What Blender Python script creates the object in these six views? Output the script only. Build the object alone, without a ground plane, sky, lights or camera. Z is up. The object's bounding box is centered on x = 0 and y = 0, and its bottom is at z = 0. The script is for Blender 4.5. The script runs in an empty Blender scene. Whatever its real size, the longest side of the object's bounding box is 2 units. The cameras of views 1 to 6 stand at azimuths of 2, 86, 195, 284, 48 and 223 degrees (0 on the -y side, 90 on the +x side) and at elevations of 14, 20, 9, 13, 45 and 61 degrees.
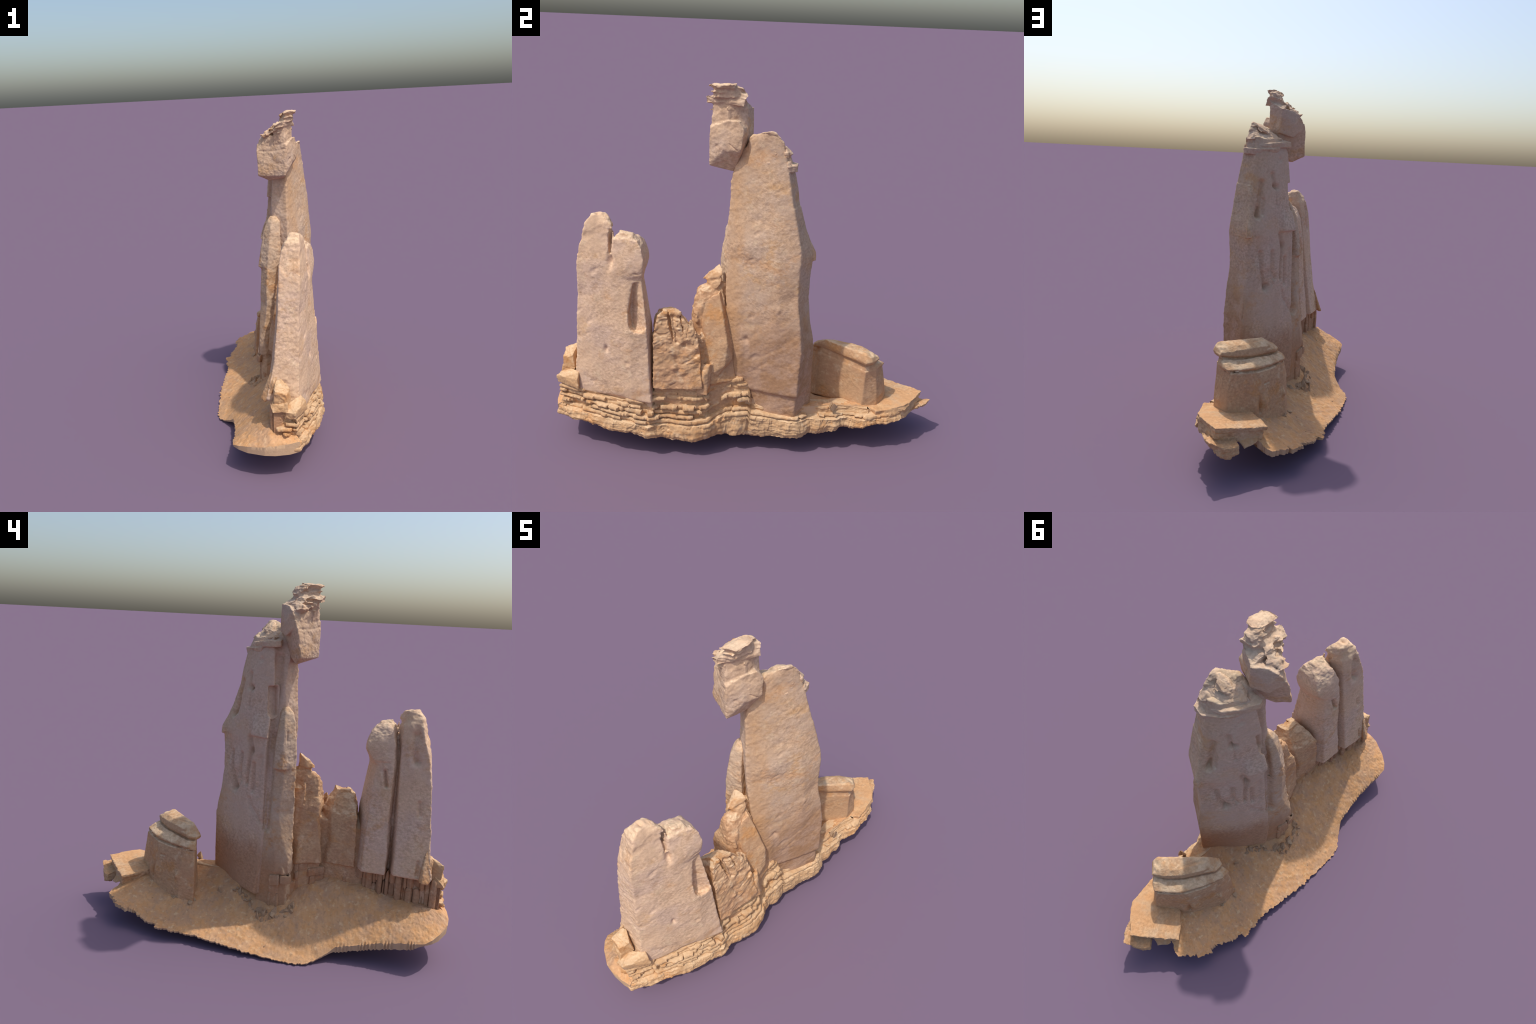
"""Weathered sandstone towers standing on a strip of bedded rock and sand."""
import bpy, bmesh, math
import numpy as np
from mathutils import Vector

rng = np.random.default_rng(20)

# ------------------------------------------------------------------ noise
_G = np.random.default_rng(7).normal(size=(256, 3))
_G /= np.linalg.norm(_G, axis=1)[:, None]


def perlin(P, seed=0):
    P = np.asarray(P, float)
    I = np.floor(P).astype(np.int64)
    F = P - I
    U = F * F * F * (F * (F * 6 - 15) + 10)
    out = np.zeros(len(P))
    for dx in (0, 1):
        wx = U[:, 0] if dx else 1 - U[:, 0]
        for dy in (0, 1):
            wy = U[:, 1] if dy else 1 - U[:, 1]
            for dz in (0, 1):
                wz = U[:, 2] if dz else 1 - U[:, 2]
                h = ((I[:, 0] + dx) * 73856093) ^ ((I[:, 1] + dy) * 19349663) ^ ((I[:, 2] + dz) * 83492791) ^ (seed * 2654435761)
                h = (h ^ (h >> 13)) * 1274126177
                h = (h ^ (h >> 16)) & 255
                g = _G[h]
                out += wx * wy * wz * (g[:, 0] * (F[:, 0] - dx) + g[:, 1] * (F[:, 1] - dy) + g[:, 2] * (F[:, 2] - dz))
    return out * 1.5


def fbm(P, freq, octaves=4, seed=0, gain=0.5):
    P = np.asarray(P, float)
    a, s, tot = 1.0, 0.0, 0.0
    for o in range(octaves):
        s = s + a * perlin(P * freq + 17.3 * o, seed + o)
        tot += a
        a *= gain
        freq *= 2.03
    return s / tot


def ridged(P, freq, octaves=3, seed=0):
    P = np.asarray(P, float)
    a, s, tot = 1.0, 0.0, 0.0
    for o in range(octaves):
        s = s + a * (1 - 2 * np.abs(perlin(P * freq + 9.1 * o, seed + o)))
        tot += a
        a *= 0.5
        freq *= 2.1
    return s / tot


def terrace(v, n, sharp=0.25):
    t = v * n
    f = np.floor(t)
    r = np.clip((t - f) / sharp, 0, 1)
    return (f + r * r * (3 - 2 * r)) / n


def smooth01(a, b, x):
    t = np.clip((x - a) / (b - a), 0, 1)
    return t * t * (3 - 2 * t)


# ------------------------------------------------------------------ mesh tools
def hull(points):
    bm = bmesh.new()
    for p in points:
        bm.verts.new(p)
    r = bmesh.ops.convex_hull(bm, input=bm.verts)
    bmesh.ops.delete(bm, geom=list({v for v in r["geom_interior"] if isinstance(v, bmesh.types.BMVert)} | {v for v in r["geom_unused"] if isinstance(v, bmesh.types.BMVert)}), context="VERTS")
    bm.verts.index_update()
    V = [tuple(v.co) for v in bm.verts]
    F = [[v.index for v in f.verts] for f in bm.faces]
    bm.free()
    return V, F


def loft(levels):
    """Closed skin through polygons with the same number of corners, listed bottom to top."""
    K = len(levels[0])
    V = [tuple(p) for lv in levels for p in lv]
    F = [[(i * K + j), (i * K + (j + 1) % K), ((i + 1) * K + (j + 1) % K), ((i + 1) * K + j)] for i in range(len(levels) - 1) for j in range(K)]
    F.append(list(range(K))[::-1])
    F.append([(len(levels) - 1) * K + j for j in range(K)])
    return V, F


def at(z, *xy):
    return [(x, y, z) for x, y in xy]


def join(parts):
    V, F = [], []
    for v, f in parts:
        o = len(V)
        V += list(v)
        F += [[i + o for i in q] for q in f]
    return V, F


def to_mesh(name, VF):
    me = bpy.data.meshes.new(name)
    me.from_pydata(VF[0], [], VF[1])
    bm = bmesh.new()
    bm.from_mesh(me)
    bmesh.ops.recalc_face_normals(bm, faces=bm.faces)
    bm.to_mesh(me)
    bm.free()
    return me


def co(me):
    a = np.empty(len(me.vertices) * 3)
    me.vertices.foreach_get("co", a)
    return a.reshape(-1, 3)


def nor(me):
    a = np.empty(len(me.vertices) * 3)
    me.vertex_normals.foreach_get("vector", a)
    return a.reshape(-1, 3)


def put(me, P):
    me.vertices.foreach_set("co", np.ascontiguousarray(P).ravel())
    me.update()


def relax(me, n, f=0.5):
    E = np.empty(len(me.edges) * 2, np.int32)
    me.edges.foreach_get("vertices", E)
    E = E.reshape(-1, 2)
    P = co(me)
    N = len(P)
    deg = np.bincount(E.ravel(), minlength=N).astype(float)[:, None]
    for _ in range(n):
        S = np.stack([np.bincount(E[:, 0], P[E[:, 1], k], N) + np.bincount(E[:, 1], P[E[:, 0], k], N) for k in range(3)], 1)
        P = P + f * (S / deg - P)
    put(me, P)


def rock(name, solids, material, parent, voxel=0.004, cuts=(), soften=3, relief=None, sharp=38, iron=None):
    """Fuse overlapping solids into one skin, cut hollows out of it, soften it and give it relief."""
    me = to_mesh(name, join(solids))
    ob = bpy.data.objects.new(name, me)
    bpy.context.collection.objects.link(ob)
    m = ob.modifiers.new("fuse", "REMESH")
    m.mode, m.voxel_size = "VOXEL", voxel
    helper = []
    for c in cuts:
        co_ = bpy.data.objects.new("cut", to_mesh("cut", c))
        bpy.context.collection.objects.link(co_)
        b = ob.modifiers.new("hollow", "BOOLEAN")
        b.operation, b.object, b.solver = "DIFFERENCE", co_, "EXACT"
        helper.append(co_)
    if cuts:
        m = ob.modifiers.new("fuse again", "REMESH")
        m.mode, m.voxel_size = "VOXEL", voxel
    dg = bpy.context.evaluated_depsgraph_get()
    new = bpy.data.meshes.new_from_object(ob.evaluated_get(dg))
    for h in helper:
        bpy.data.objects.remove(h, do_unlink=True)
    ob.modifiers.clear()
    ob.data = new
    bpy.data.meshes.remove(me)
    new.name = name
    relax(new, soften)
    if iron:
        for _ in range(60):
            P0 = co(new)
            w = iron(P0, nor(new))[:, None]
            relax(new, 2)
            put(new, P0 + (co(new) - P0) * w)
    if relief:
        P, N = co(new), nor(new)
        put(new, P + N * relief(P, N)[:, None])
        relax(new, 1, 0.3)
    return finish(ob, material, parent, sharp)


def finish(ob, material, parent, sharp=38):
    me = ob.data
    me.materials.clear()
    me.materials.append(material)
    me.shade_smooth()
    if sharp:
        me.set_sharp_from_angle(angle=math.radians(sharp))
    ob.parent = parent
    return ob


def add(name, VF, material, parent, sharp=38):
    ob = bpy.data.objects.new(name, to_mesh(name, VF))
    bpy.context.collection.objects.link(ob)
    return finish(ob, material, parent, sharp)


# ------------------------------------------------------------------ relief rules
def groove(P, pts, w, d, wz=None):
    """Soft furrow along a polyline: width w, depth d."""
    pts = np.array(pts, float)
    best = np.full(len(P), 1e9)
    for a, b in zip(pts[:-1], pts[1:]):
        ab = b - a
        t = np.clip(((P - a) @ ab) / (ab @ ab), 0, 1)
        best = np.minimum(best, np.linalg.norm(P - (a + t[:, None] * ab), axis=1))
    return -d * np.exp(-(best / w) ** 2)


def dent(P, c, r, d):
    q = (P - np.array(c)) / np.array(r)
    return -d * np.exp(-(q * q).sum(1))


def weathering(P, N, hackle=1.0, streak=1.0, lumps=1.0, seed=0):
    """Common skin: flat joint faces to the east and west, broken hackly rock to the south, platy tops."""
    d = 0.005 * lumps * fbm(P, 5, 3, seed)
    south = smooth01(0.35, 0.8, -N[:, 1])
    east = smooth01(0.4, 0.8, N[:, 0])
    west = smooth01(0.3, 0.7, -N[:, 0] + 0.3 * N[:, 1])
    up = smooth01(0.35, 0.75, N[:, 2])
    Q = P @ np.array([[1, 0, 0], [0, 0.8, 0.55], [0, -0.55, 0.8]]).T * np.array([1, 0.5, 1.5])
    d += streak * east * (0.0036 * fbm(Q, 8, 3, seed + 5) + 0.0014 * fbm(Q, 30, 3, seed + 8) - .004 * np.clip(fbm(Q, 16, 2, seed + 3) - .32, 0, 1) * 3)
    H = P * np.array([1.0, 1.0, 1.35])
    d += hackle * south * (0.0055 * terrace(fbm(H, 17, 3, seed + 9), 5, 0.4) + 0.0022 * fbm(P, 60, 2, seed + 12))
    d += 0.010 * up * terrace(fbm(P * np.array([1, 1, 1.6]), 16, 3, seed + 20), 4, 0.3)
    d += west * 0.004 * fbm(P * np.array([1, 1, 0.3]), 14, 3, seed + 31)
    d += 0.0012 * fbm(P, 70, 2, seed + 40)
    return d


# ------------------------------------------------------------------ materials
def nodes_of(name):
    m = bpy.data.materials.new(name)
    m.use_nodes = True
    nt = m.node_tree
    nt.nodes.clear()
    return m, nt


class Net:
    def __init__(self, name, rough=0.9):
        self.m, self.nt = nodes_of(name)
        self.out = self.n("ShaderNodeOutputMaterial")
        self.b = self.n("ShaderNodeBsdfPrincipled")
        self.b.inputs["Roughness"].default_value = rough
        self.b.inputs["Specular IOR Level"].default_value = 0.15
        self.l(self.b.outputs[0], self.out.inputs[0])
        self.tc = self.n("ShaderNodeTexCoord")
        self.obj = self.tc.outputs["Object"]

    def n(self, t):
        return self.nt.nodes.new(t)

    def l(self, a, b):
        self.nt.links.new(a, b)

    def noise(self, scale, detail=5, rough=0.6, stretch=(1, 1, 1), rot=(0, 0, 0), loc=(0, 0, 0), dist=0.0):
        mp = self.n("ShaderNodeMapping")
        mp.inputs["Scale"].default_value = stretch
        mp.inputs["Rotation"].default_value = rot
        mp.inputs["Location"].default_value = loc
        self.l(self.obj, mp.inputs[0])
        t = self.n("ShaderNodeTexNoise")
        t.inputs["Scale"].default_value = scale
        t.inputs["Detail"].default_value = detail
        t.inputs["Roughness"].default_value = rough
        t.inputs["Distortion"].default_value = dist
        self.l(mp.outputs[0], t.inputs["Vector"])
        return t.outputs["Fac"]

    def ramp(self, fac, lo, hi):
        r = self.n("ShaderNodeMapRange")
        r.interpolation_type = "SMOOTHSTEP"
        r.inputs["From Min"].default_value = lo
        r.inputs["From Max"].default_value = hi
        self.l(fac, r.inputs["Value"])
        return r.outputs[0]

    def math(self, op, a, b=None, clamp=False):
        r = self.n("ShaderNodeMath")
        r.operation = op
        r.use_clamp = clamp
        for i, v in enumerate((a, b)):
            if v is None:
                continue
            if isinstance(v, (int, float)):
                r.inputs[i].default_value = v
            else:
                self.l(v, r.inputs[i])
        return r.outputs[0]

    def mix(self, fac, a, b, mode="MIX"):
        r = self.n("ShaderNodeMix")
        r.data_type = "RGBA"
        r.blend_type = mode
        if isinstance(fac, (int, float)):
            r.inputs[0].default_value = fac
        else:
            self.l(fac, r.inputs[0])
        for i, v in ((6, a), (7, b)):
            if isinstance(v, tuple):
                r.inputs[i].default_value = (*v, 1)
            else:
                self.l(v, r.inputs[i])
        return r.outputs[2]

    def xyz(self):
        s = self.n("ShaderNodeSeparateXYZ")
        self.l(self.obj, s.inputs[0])
        return s.outputs

    def normal(self):
        g = self.n("ShaderNodeNewGeometry")
        s = self.n("ShaderNodeSeparateXYZ")
        self.l(g.outputs["Normal"], s.inputs[0])
        return s.outputs

    def bump(self, height, strength, dist=0.004):
        b = self.n("ShaderNodeBump")
        b.inputs["Strength"].default_value = strength
        b.inputs["Distance"].default_value = dist
        self.l(height, b.inputs["Height"])
        self.l(b.outputs[0], self.b.inputs["Normal"])

    def done(self, colour):
        self.l(colour, self.b.inputs["Base Color"])
        return self.m


PINK = (0.640, 0.440, 0.290)
LILAC = (0.600, 0.435, 0.320)
TAN = (0.640, 0.395, 0.205)
ORANGE = (0.610, 0.315, 0.130)
CREAM = (0.790, 0.610, 0.410)
BROWN = (0.360, 0.205, 0.110)
GREY = (0.36, 0.290, 0.210)
SAND = (0.640, 0.362, 0.180)


def stone_material(name, base, other, patch, patch_amount, pale_top=0.0, stain=False, top=CREAM, foot=False):
    k = Net(name)
    lean = ((1, 0.8, 1.2), (0.6, 0, 0))
    c = k.mix(k.ramp(k.noise(5, 4, 0.6), 0.40, 0.62), base, other)
    c = k.mix(k.math("MULTIPLY", k.ramp(k.noise(8, 6, 0.68, *lean), 0.60 - 0.16 * patch_amount, 0.76 - 0.16 * patch_amount), 0.85), c, patch)
    c = k.mix(k.math("MULTIPLY", k.ramp(k.noise(6, 6, 0.72, *lean, (7, 2, 4)), 0.54, 0.70), 0.5), c, ORANGE)
    c = k.mix(k.math("MULTIPLY", k.ramp(k.noise(21, 6, 0.72, *lean, (3, 1, 7)), 0.55, 0.72), 0.40), c, BROWN)
    c = k.mix(k.math("MULTIPLY", k.ramp(k.noise(22, 5, 0.6, loc=(9, 4, 2)), 0.54, 0.70), 0.40), c, CREAM)
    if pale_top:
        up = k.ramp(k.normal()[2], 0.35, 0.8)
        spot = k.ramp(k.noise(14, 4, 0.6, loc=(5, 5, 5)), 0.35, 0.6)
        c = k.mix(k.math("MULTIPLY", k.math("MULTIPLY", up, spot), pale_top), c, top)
    if foot:
        # browner low part of the tower's east side, orange streak down its south edge
        x, y, z = k.xyz()
        wob = k.math("MULTIPLY", k.math("SUBTRACT", k.noise(5, 5, 0.65), 0.5), 0.7)
        low = k.ramp(k.math("ADD", z, wob), 1.0, 0.50)
        east = k.ramp(x, 0.13, 0.22)
        c = k.mix(k.math("MULTIPLY", k.ramp(x, 0.20, 0.08), 0.55), c, (0.670, 0.500, 0.390))  # west side tinted paler lilac, following light baked into the scan
        c = k.mix(k.math("MULTIPLY", k.math("MULTIPLY", low, east), 0.85), c, k.mix(k.ramp(k.noise(13, 5, 0.65, loc=(2, 2, 2)), 0.4, 0.6), (0.420, 0.240, 0.130), (0.500, 0.320, 0.215)))
        edge = k.ramp(k.math("ADD", y, k.math("MULTIPLY", k.math("SUBTRACT", k.noise(8, 5, 0.65, loc=(6, 1, 3)), 0.5), 0.16)), -0.03, -0.10)
        c = k.mix(k.math("MULTIPLY", k.math("MULTIPLY", edge, east), 0.6), c, (0.60, 0.345, 0.165))
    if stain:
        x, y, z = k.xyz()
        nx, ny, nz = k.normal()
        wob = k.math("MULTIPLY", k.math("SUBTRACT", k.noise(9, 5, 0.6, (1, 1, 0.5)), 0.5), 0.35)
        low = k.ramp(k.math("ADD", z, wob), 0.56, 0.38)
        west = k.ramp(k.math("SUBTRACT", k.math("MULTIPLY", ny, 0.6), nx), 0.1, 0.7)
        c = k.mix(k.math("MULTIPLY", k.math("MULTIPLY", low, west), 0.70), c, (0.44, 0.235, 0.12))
    grit = k.noise(75, 4, 0.62, (1, 0.8, 1.2), (0.6, 0, 0))
    fine = k.noise(170, 5, 0.7)
    patchy = k.ramp(k.noise(5, 3, 0.6, loc=(4, 9, 1)), 0.40, 0.62)
    grit = k.math("ADD", k.math("MULTIPLY", k.math("SUBTRACT", grit, 0.5), k.math("ADD", k.math("MULTIPLY", patchy, 0.75), 0.35)), 0.5)
    c = k.mix(k.ramp(grit, 0.30, 0.70), k.mix(1.0, c, (0.83, 0.80, 0.77), "MULTIPLY"), k.mix(1.0, c, (1.10, 1.10, 1.09), "MULTIPLY"))
    c = k.mix(k.ramp(fine, 0.3, 0.7), k.mix(1.0, c, (0.93, 0.92, 0.90), "MULTIPLY"), c)
    k.bump(k.math("ADD", fine, k.math("MULTIPLY", grit, 1.6)), 0.35, 0.004)
    return k.done(c)


def sand_material():
    k = Net("sandy_soil", 0.95)
    c = k.mix(k.ramp(k.noise(7, 5, 0.6), 0.40, 0.60), SAND, (0.53, 0.315, 0.180))
    c = k.mix(k.math("MULTIPLY", k.ramp(k.noise(16, 6, 0.7), 0.44, 0.60), 0.65), c, ORANGE)
    c = k.mix(k.math("MULTIPLY", k.ramp(k.noise(55, 6, 0.7, loc=(3, 3, 3)), 0.52, 0.68), 0.6), c, (0.40, 0.235, 0.13))
    c = k.mix(k.math("MULTIPLY", k.ramp(k.noise(40, 5, 0.6, loc=(1, 8, 3)), 0.55, 0.70), 0.5), c, (0.76, 0.55, 0.33))
    c = k.mix(k.math("MULTIPLY", k.ramp(k.normal()[2], 0.45, 0.15), 0.8), c, (0.60, 0.415, 0.26))
    k.bump(k.noise(80, 7, 0.75), 0.6, 0.005)
    return k.done(c)


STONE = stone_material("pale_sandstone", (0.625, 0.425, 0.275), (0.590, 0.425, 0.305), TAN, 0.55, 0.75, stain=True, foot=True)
PALE = stone_material("pink_sandstone", (0.730, 0.505, 0.335), (0.700, 0.500, 0.365), (0.680, 0.440, 0.255), 0.35, 0.75)
HEAD = stone_material("buff_sandstone", PINK, LILAC, TAN, 0.4, 0.65, top=(0.80, 0.605, 0.425))
WARM = stone_material("tan_sandstone", (0.590, 0.370, 0.210), (0.550, 0.325, 0.185), ORANGE, 0.6, 0.6)
BEDDED = stone_material("bedded_sandstone", (0.610, 0.395, 0.220), (0.600, 0.365, 0.190), ORANGE, 0.6, 0.45)
SHELF = stone_material("sandy_shelf_stone", (0.620, 0.415, 0.255), (0.600, 0.375, 0.210), TAN, 0.6, 1.0, top=SAND)
RUBBLE = stone_material("brown_rubble", (0.50, 0.335, 0.205), (0.42, 0.29, 0.19), BROWN, 0.6, 0.2)
SOIL = sand_material()
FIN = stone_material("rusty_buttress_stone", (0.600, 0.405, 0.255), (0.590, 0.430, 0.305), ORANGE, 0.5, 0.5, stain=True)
FOOTING = stone_material("shade_darkened_footing_stone", (0.50, 0.300, 0.175), (0.44, 0.255, 0.150), (0.52, 0.250, 0.120), 0.7, 0.3)  # base colours darkened for the shade baked in under the pillars

# ------------------------------------------------------------------ the thing
root = bpy.data.objects.new("sandstone_formation", None)
bpy.context.collection.objects.link(root)
root["label"] = "tall sandstone towers with a balanced boulder on a bedded rock ledge"
root["category"] = "rock formation"

# ---- great tower: corners F (south-east), two on the swelling east face, A (north-east), B (north),
# two on the swelling north-west face, C (west), D (crease), E (south-west)
tower_levels = [
    at(0.2, (0.200, -0.050), (0.205, 0.000), (0.260, 0.120), (0.295, 0.232), (0.205, 0.325), (0.145, 0.250), (0.062, 0.150), (-0.020, 0.030), (0.000, -0.005), (0.060, -0.040)),
    at(0.27, (0.200, -0.050), (0.212, 0.000), (0.265, 0.120), (0.300, 0.234), (0.203, 0.328), (0.145, 0.250), (0.062, 0.145), (-0.020, 0.022), (0.000, -0.010), (0.080, -0.060)),
    at(0.335, (0.210, -0.060), (0.214, -0.010), (0.266, 0.120), (0.303, 0.235), (0.202, 0.328), (0.143, 0.250), (0.060, 0.138), (-0.020, 0.012), (0.000, -0.012), (0.080, -0.060)),
    at(0.35, (0.222, -0.072), (0.226, -0.015), (0.280, 0.120), (0.322, 0.241), (0.200, 0.327), (0.141, 0.250), (0.056, 0.134), (-0.020, 0.010), (0.000, -0.012), (0.080, -0.060)),
    at(0.48, (0.220, -0.085), (0.234, -0.022), (0.286, 0.120), (0.328, 0.241), (0.195, 0.326), (0.138, 0.250), (0.046, 0.126), (-0.012, 0.004), (0.002, -0.014), (0.070, -0.070)),
    at(0.6, (0.204, -0.107), (0.238, -0.025), (0.294, 0.120), (0.328, 0.248), (0.190, 0.329), (0.137, 0.252), (0.044, 0.124), (-0.005, 0.002), (0.008, -0.018), (0.070, -0.070)),
    at(0.72, (0.190, -0.120), (0.232, -0.030), (0.300, 0.120), (0.322, 0.238), (0.187, 0.304), (0.136, 0.246), (0.046, 0.122), (0.000, 0.005), (0.016, -0.022), (0.070, -0.070)),
    at(0.84, (0.178, -0.124), (0.230, -0.030), (0.303, 0.130), (0.317, 0.224), (0.185, 0.286), (0.138, 0.245), (0.047, 0.123), (0.003, 0.010), (0.020, -0.022), (0.075, -0.070)),
    at(0.94, (0.171, -0.125), (0.236, -0.020), (0.303, 0.125), (0.318, 0.219), (0.185, 0.286), (0.142, 0.242), (0.053, 0.121), (0.006, 0.012), (0.022, -0.022), (0.080, -0.070)),
    at(1.04, (0.164, -0.125), (0.240, -0.008), (0.303, 0.120), (0.322, 0.220), (0.186, 0.296), (0.138, 0.249), (0.060, 0.125), (0.009, 0.010), (0.032, -0.016), (0.083, -0.070)),
    at(1.075, (0.164, -0.124), (0.242, -0.015), (0.303, 0.118), (0.322, 0.221), (0.187, 0.296), (0.140, 0.246), (0.066, 0.128), (0.010, 0.004), (0.040, -0.015), (0.083, -0.072)),
    at(1.12, (0.164, -0.122), (0.236, -0.028), (0.301, 0.115), (0.320, 0.220), (0.190, 0.281), (0.144, 0.233), (0.070, 0.129), (0.018, 0.000), (0.050, -0.014), (0.078, -0.074)),
    at(1.2, (0.164, -0.118), (0.213, -0.047), (0.293, 0.110), (0.314, 0.205), (0.197, 0.252), (0.148, 0.217), (0.076, 0.133), (0.026, -0.004), (0.058, -0.026), (0.072, -0.072)),
    at(1.32, (0.164, -0.109), (0.206, -0.045), (0.283, 0.103), (0.304, 0.178), (0.201, 0.224), (0.151, 0.191), (0.088, 0.131), (0.040, -0.010), (0.066, -0.026), (0.070, -0.060)),
    at(1.33, (0.164, -0.109), (0.206, -0.045), (0.282, 0.102), (0.300, 0.174), (0.199, 0.218), (0.150, 0.187), (0.089, 0.127), (0.041, -0.010), (0.068, -0.026), (0.071, -0.058)),
    at(1.4, (0.164, -0.107), (0.206, -0.045), (0.272, 0.085), (0.292, 0.162), (0.198, 0.202), (0.148, 0.171), (0.090, 0.105), (0.050, -0.004), (0.076, -0.026), (0.080, -0.068)),
    at(1.49, (0.172, -0.088), (0.208, -0.038), (0.262, 0.075), (0.280, 0.146), (0.196, 0.182), (0.146, 0.148), (0.091, 0.076), (0.060, 0.003), (0.092, -0.016), (0.088, -0.072)),
    at(1.57, (0.192, -0.050), (0.214, -0.015), (0.252, 0.070), (0.266, 0.134), (0.205, 0.150), (0.160, 0.120), (0.120, 0.060), (0.090, 0.020), (0.130, 0.020), (0.120, -0.050)),
]
neck = hull([(.165, -.1, 1.40), (.10, -.07, 1.44), (.12, -.05, 1.55), (.206, -.025, 1.618), (.2, -.012, 1.63), (.255, .125, 1.617), (.17, .06, 1.58), (.13, -.01, 1.58),
             (.26, .07, 1.648), (.253, .049, 1.655), (.278, .146, 1.48), (.15, .05, 1.48)])


def tower_relief(P, N):
    d = weathering(P, N, lumps=0.8, streak=1.0, seed=1)
    g = lambda pts, w, dep: groove(P, pts, w, dep)
    nw = smooth01(0.1, 0.5, 0.65 * N[:, 1] - 0.75 * N[:, 0])
    # furrows of the north-west face, laid out on (distance along the face, height)
    face = np.stack([.55 * P[:, 0] + .83 * P[:, 1], P[:, 2], P[:, 2] * 0], 1)
    f = lambda pts, wd, dep: groove(face, [(a, b, 0) for a, b in pts], wd * 1.3, dep * .8)
    w = 0
    w = w + f([(.241, 1.33), (.264, 1.207), (.278, 1.15)], .011, .015) + f([(.274, 1.19), (.279, 1.155)], .012, .012)
    w = w + f([(.237, 1.24), (.250, 1.161)], .007, .009) + f([(.305, 1.42), (.292, 1.30), (.296, 1.16)], .010, .005)
    w = w + f([(.172, 1.375), (.166, 1.33), (.155, 1.305)], .009, .010) + f([(.166, 1.312), (.145, 1.306)], .011, .013) + f([(.150, 1.30), (.152, 1.21)], .006, .005)
    w = w + f([(.122, 1.045), (.102, .977)], .011, .013) + f([(.104, .99), (.117, .893), (.120, .80)], .008, .011) + f([(.082, .91), (.080, .768)], .009, .011)
    w = w + f([(.258, .95), (.252, .857), (.222, .755)], .009, .011) + f([(.178, .95), (.179, .849), (.165, .806)], .009, .010)
    w = w + f([(.214, .83), (.217, .765)], .024, .010) + f([(.205, .765), (.222, .75)], .010, .012) + f([(.183, .80), (.176, .77)], .006, .005)
    w = w + f([(.286, 1.024), (.281, .942), (.29, .90)], .014, .006) + f([(.385, 1.0), (.382, .951), (.363, .766), (.376, .60)], .008, .006)
    w = w + f([(.097, .72), (.085, .68), (.02, .61), (.006, .596)], .010, .006) + f([(.109, 1.455), (.112, 1.452)], .010, .006)
    w = w + f([(.04, .95), (.045, .75)], .012, .005)
    # shelves that break off along level joints
    u = face[:, 0]
    w = w + 0.010 * smooth01(1.056, 1.062, P[:, 2]) * smooth01(1.20, 1.08, P[:, 2]) * smooth01(.125, .10, u)
    w = w + 0.007 * smooth01(1.032, 1.038, P[:, 2]) * smooth01(1.15, 1.05, P[:, 2]) * smooth01(.32, .335, u) * smooth01(.45, .42, u)
    d += nw * 2.0 * w
    ea = smooth01(.3, .6, N[:, 0])
    e = g([(.165, -.107, 1.152), (.18, -.07, 1.166), (.196, -.043, 1.195)], .004, .005) + g([(.205, -.02, 1.11), (.212, .0, 1.04), (.218, .012, 1.0)], .008, .006)
    e = e + dent(P, (.302, .185, .87), (.03, .045, .05), .010) + g([(.305, .20, .892), (.29, .17, .862)], .01, .008)
    e = e - dent(P, (.28, .14, .82), (.03, .035, .02), .007) - dent(P, (.23, .04, .78), (.03, .04, .02), .005)
    e = e + dent(P, (.226, -.018, .63), (.03, .014, .016), .016) + g([(.22, -.04, .70), (.24, .04, .72), (.26, .09, .76)], .025, .005)
    e = e + g([(.222, -.075, .64), (.232, -.05, .615), (.225, -.03, .63)], .004, .005) + g([(.245, .0, 1.25), (.262, .06, 1.235)], .02, .003)
    d += ea * e
    d += crease(P)
    na = smooth01(.2, .6, N[:, 1] + .4 * N[:, 0])
    d += na * g([(.31, .18, 1.325), (.205, .225, 1.318)], .005, .006)
    return d


CREASE = [(.080, -.024, 1.48), (.064, -.026, 1.38), (.056, -.030, 1.28), (.048, -.022, 1.20), (.036, -.022, 1.10), (.018, -.018, 1.0), (.006, -.016, .85), (-.002, -.014, .70), (-.010, -.012, .58)]


def crease(P):
    return groove(P, CREASE, .017, .024)


tower_cuts = [
    # hollow below the shelf beside the slot
    hull([(.02, -.04, 1.325), (.03, .02, 1.325), (.075, .03, 1.325), (.10, .0, 1.325), (.02, -.05, 1.17), (.00, .005, 1.17), (.05, .02, 1.19), (.09, -.01, 1.17)]),
]
tower = rock("tower", [loft(tower_levels), neck], STONE, root, 0.0042, tower_cuts, 8, tower_relief)

# ---- bedded cap round the tower head
rim = [(.288, .150), (.262, .186), (.205, .186), (.150, .128), (.100, .060), (.060, .0), (.066, -.022), (.13, -.01), (.20, .02), (.26, .10)]


def plate(outline, z0, z1, grow=0.0, tilt=(0, 0), jitter=0.004, seed=0):
    r = np.random.default_rng(seed)
    c = np.mean(outline, axis=0)
    low, top = [], []
    for x, y in outline:
        k = 1 + grow + r.normal() * jitter / 0.1
        px, py = c[0] + (x - c[0]) * k, c[1] + (y - c[1]) * k
        dz = tilt[0] * (x - c[0]) + tilt[1] * (y - c[1])
        low.append((px, py, z0 + dz + r.normal() * 0.002))
        top.append((px * .97 + c[0] * .03, py * .97 + c[1] * .03, z1 + dz + r.normal() * 0.003))
    return loft([low, top])


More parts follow.
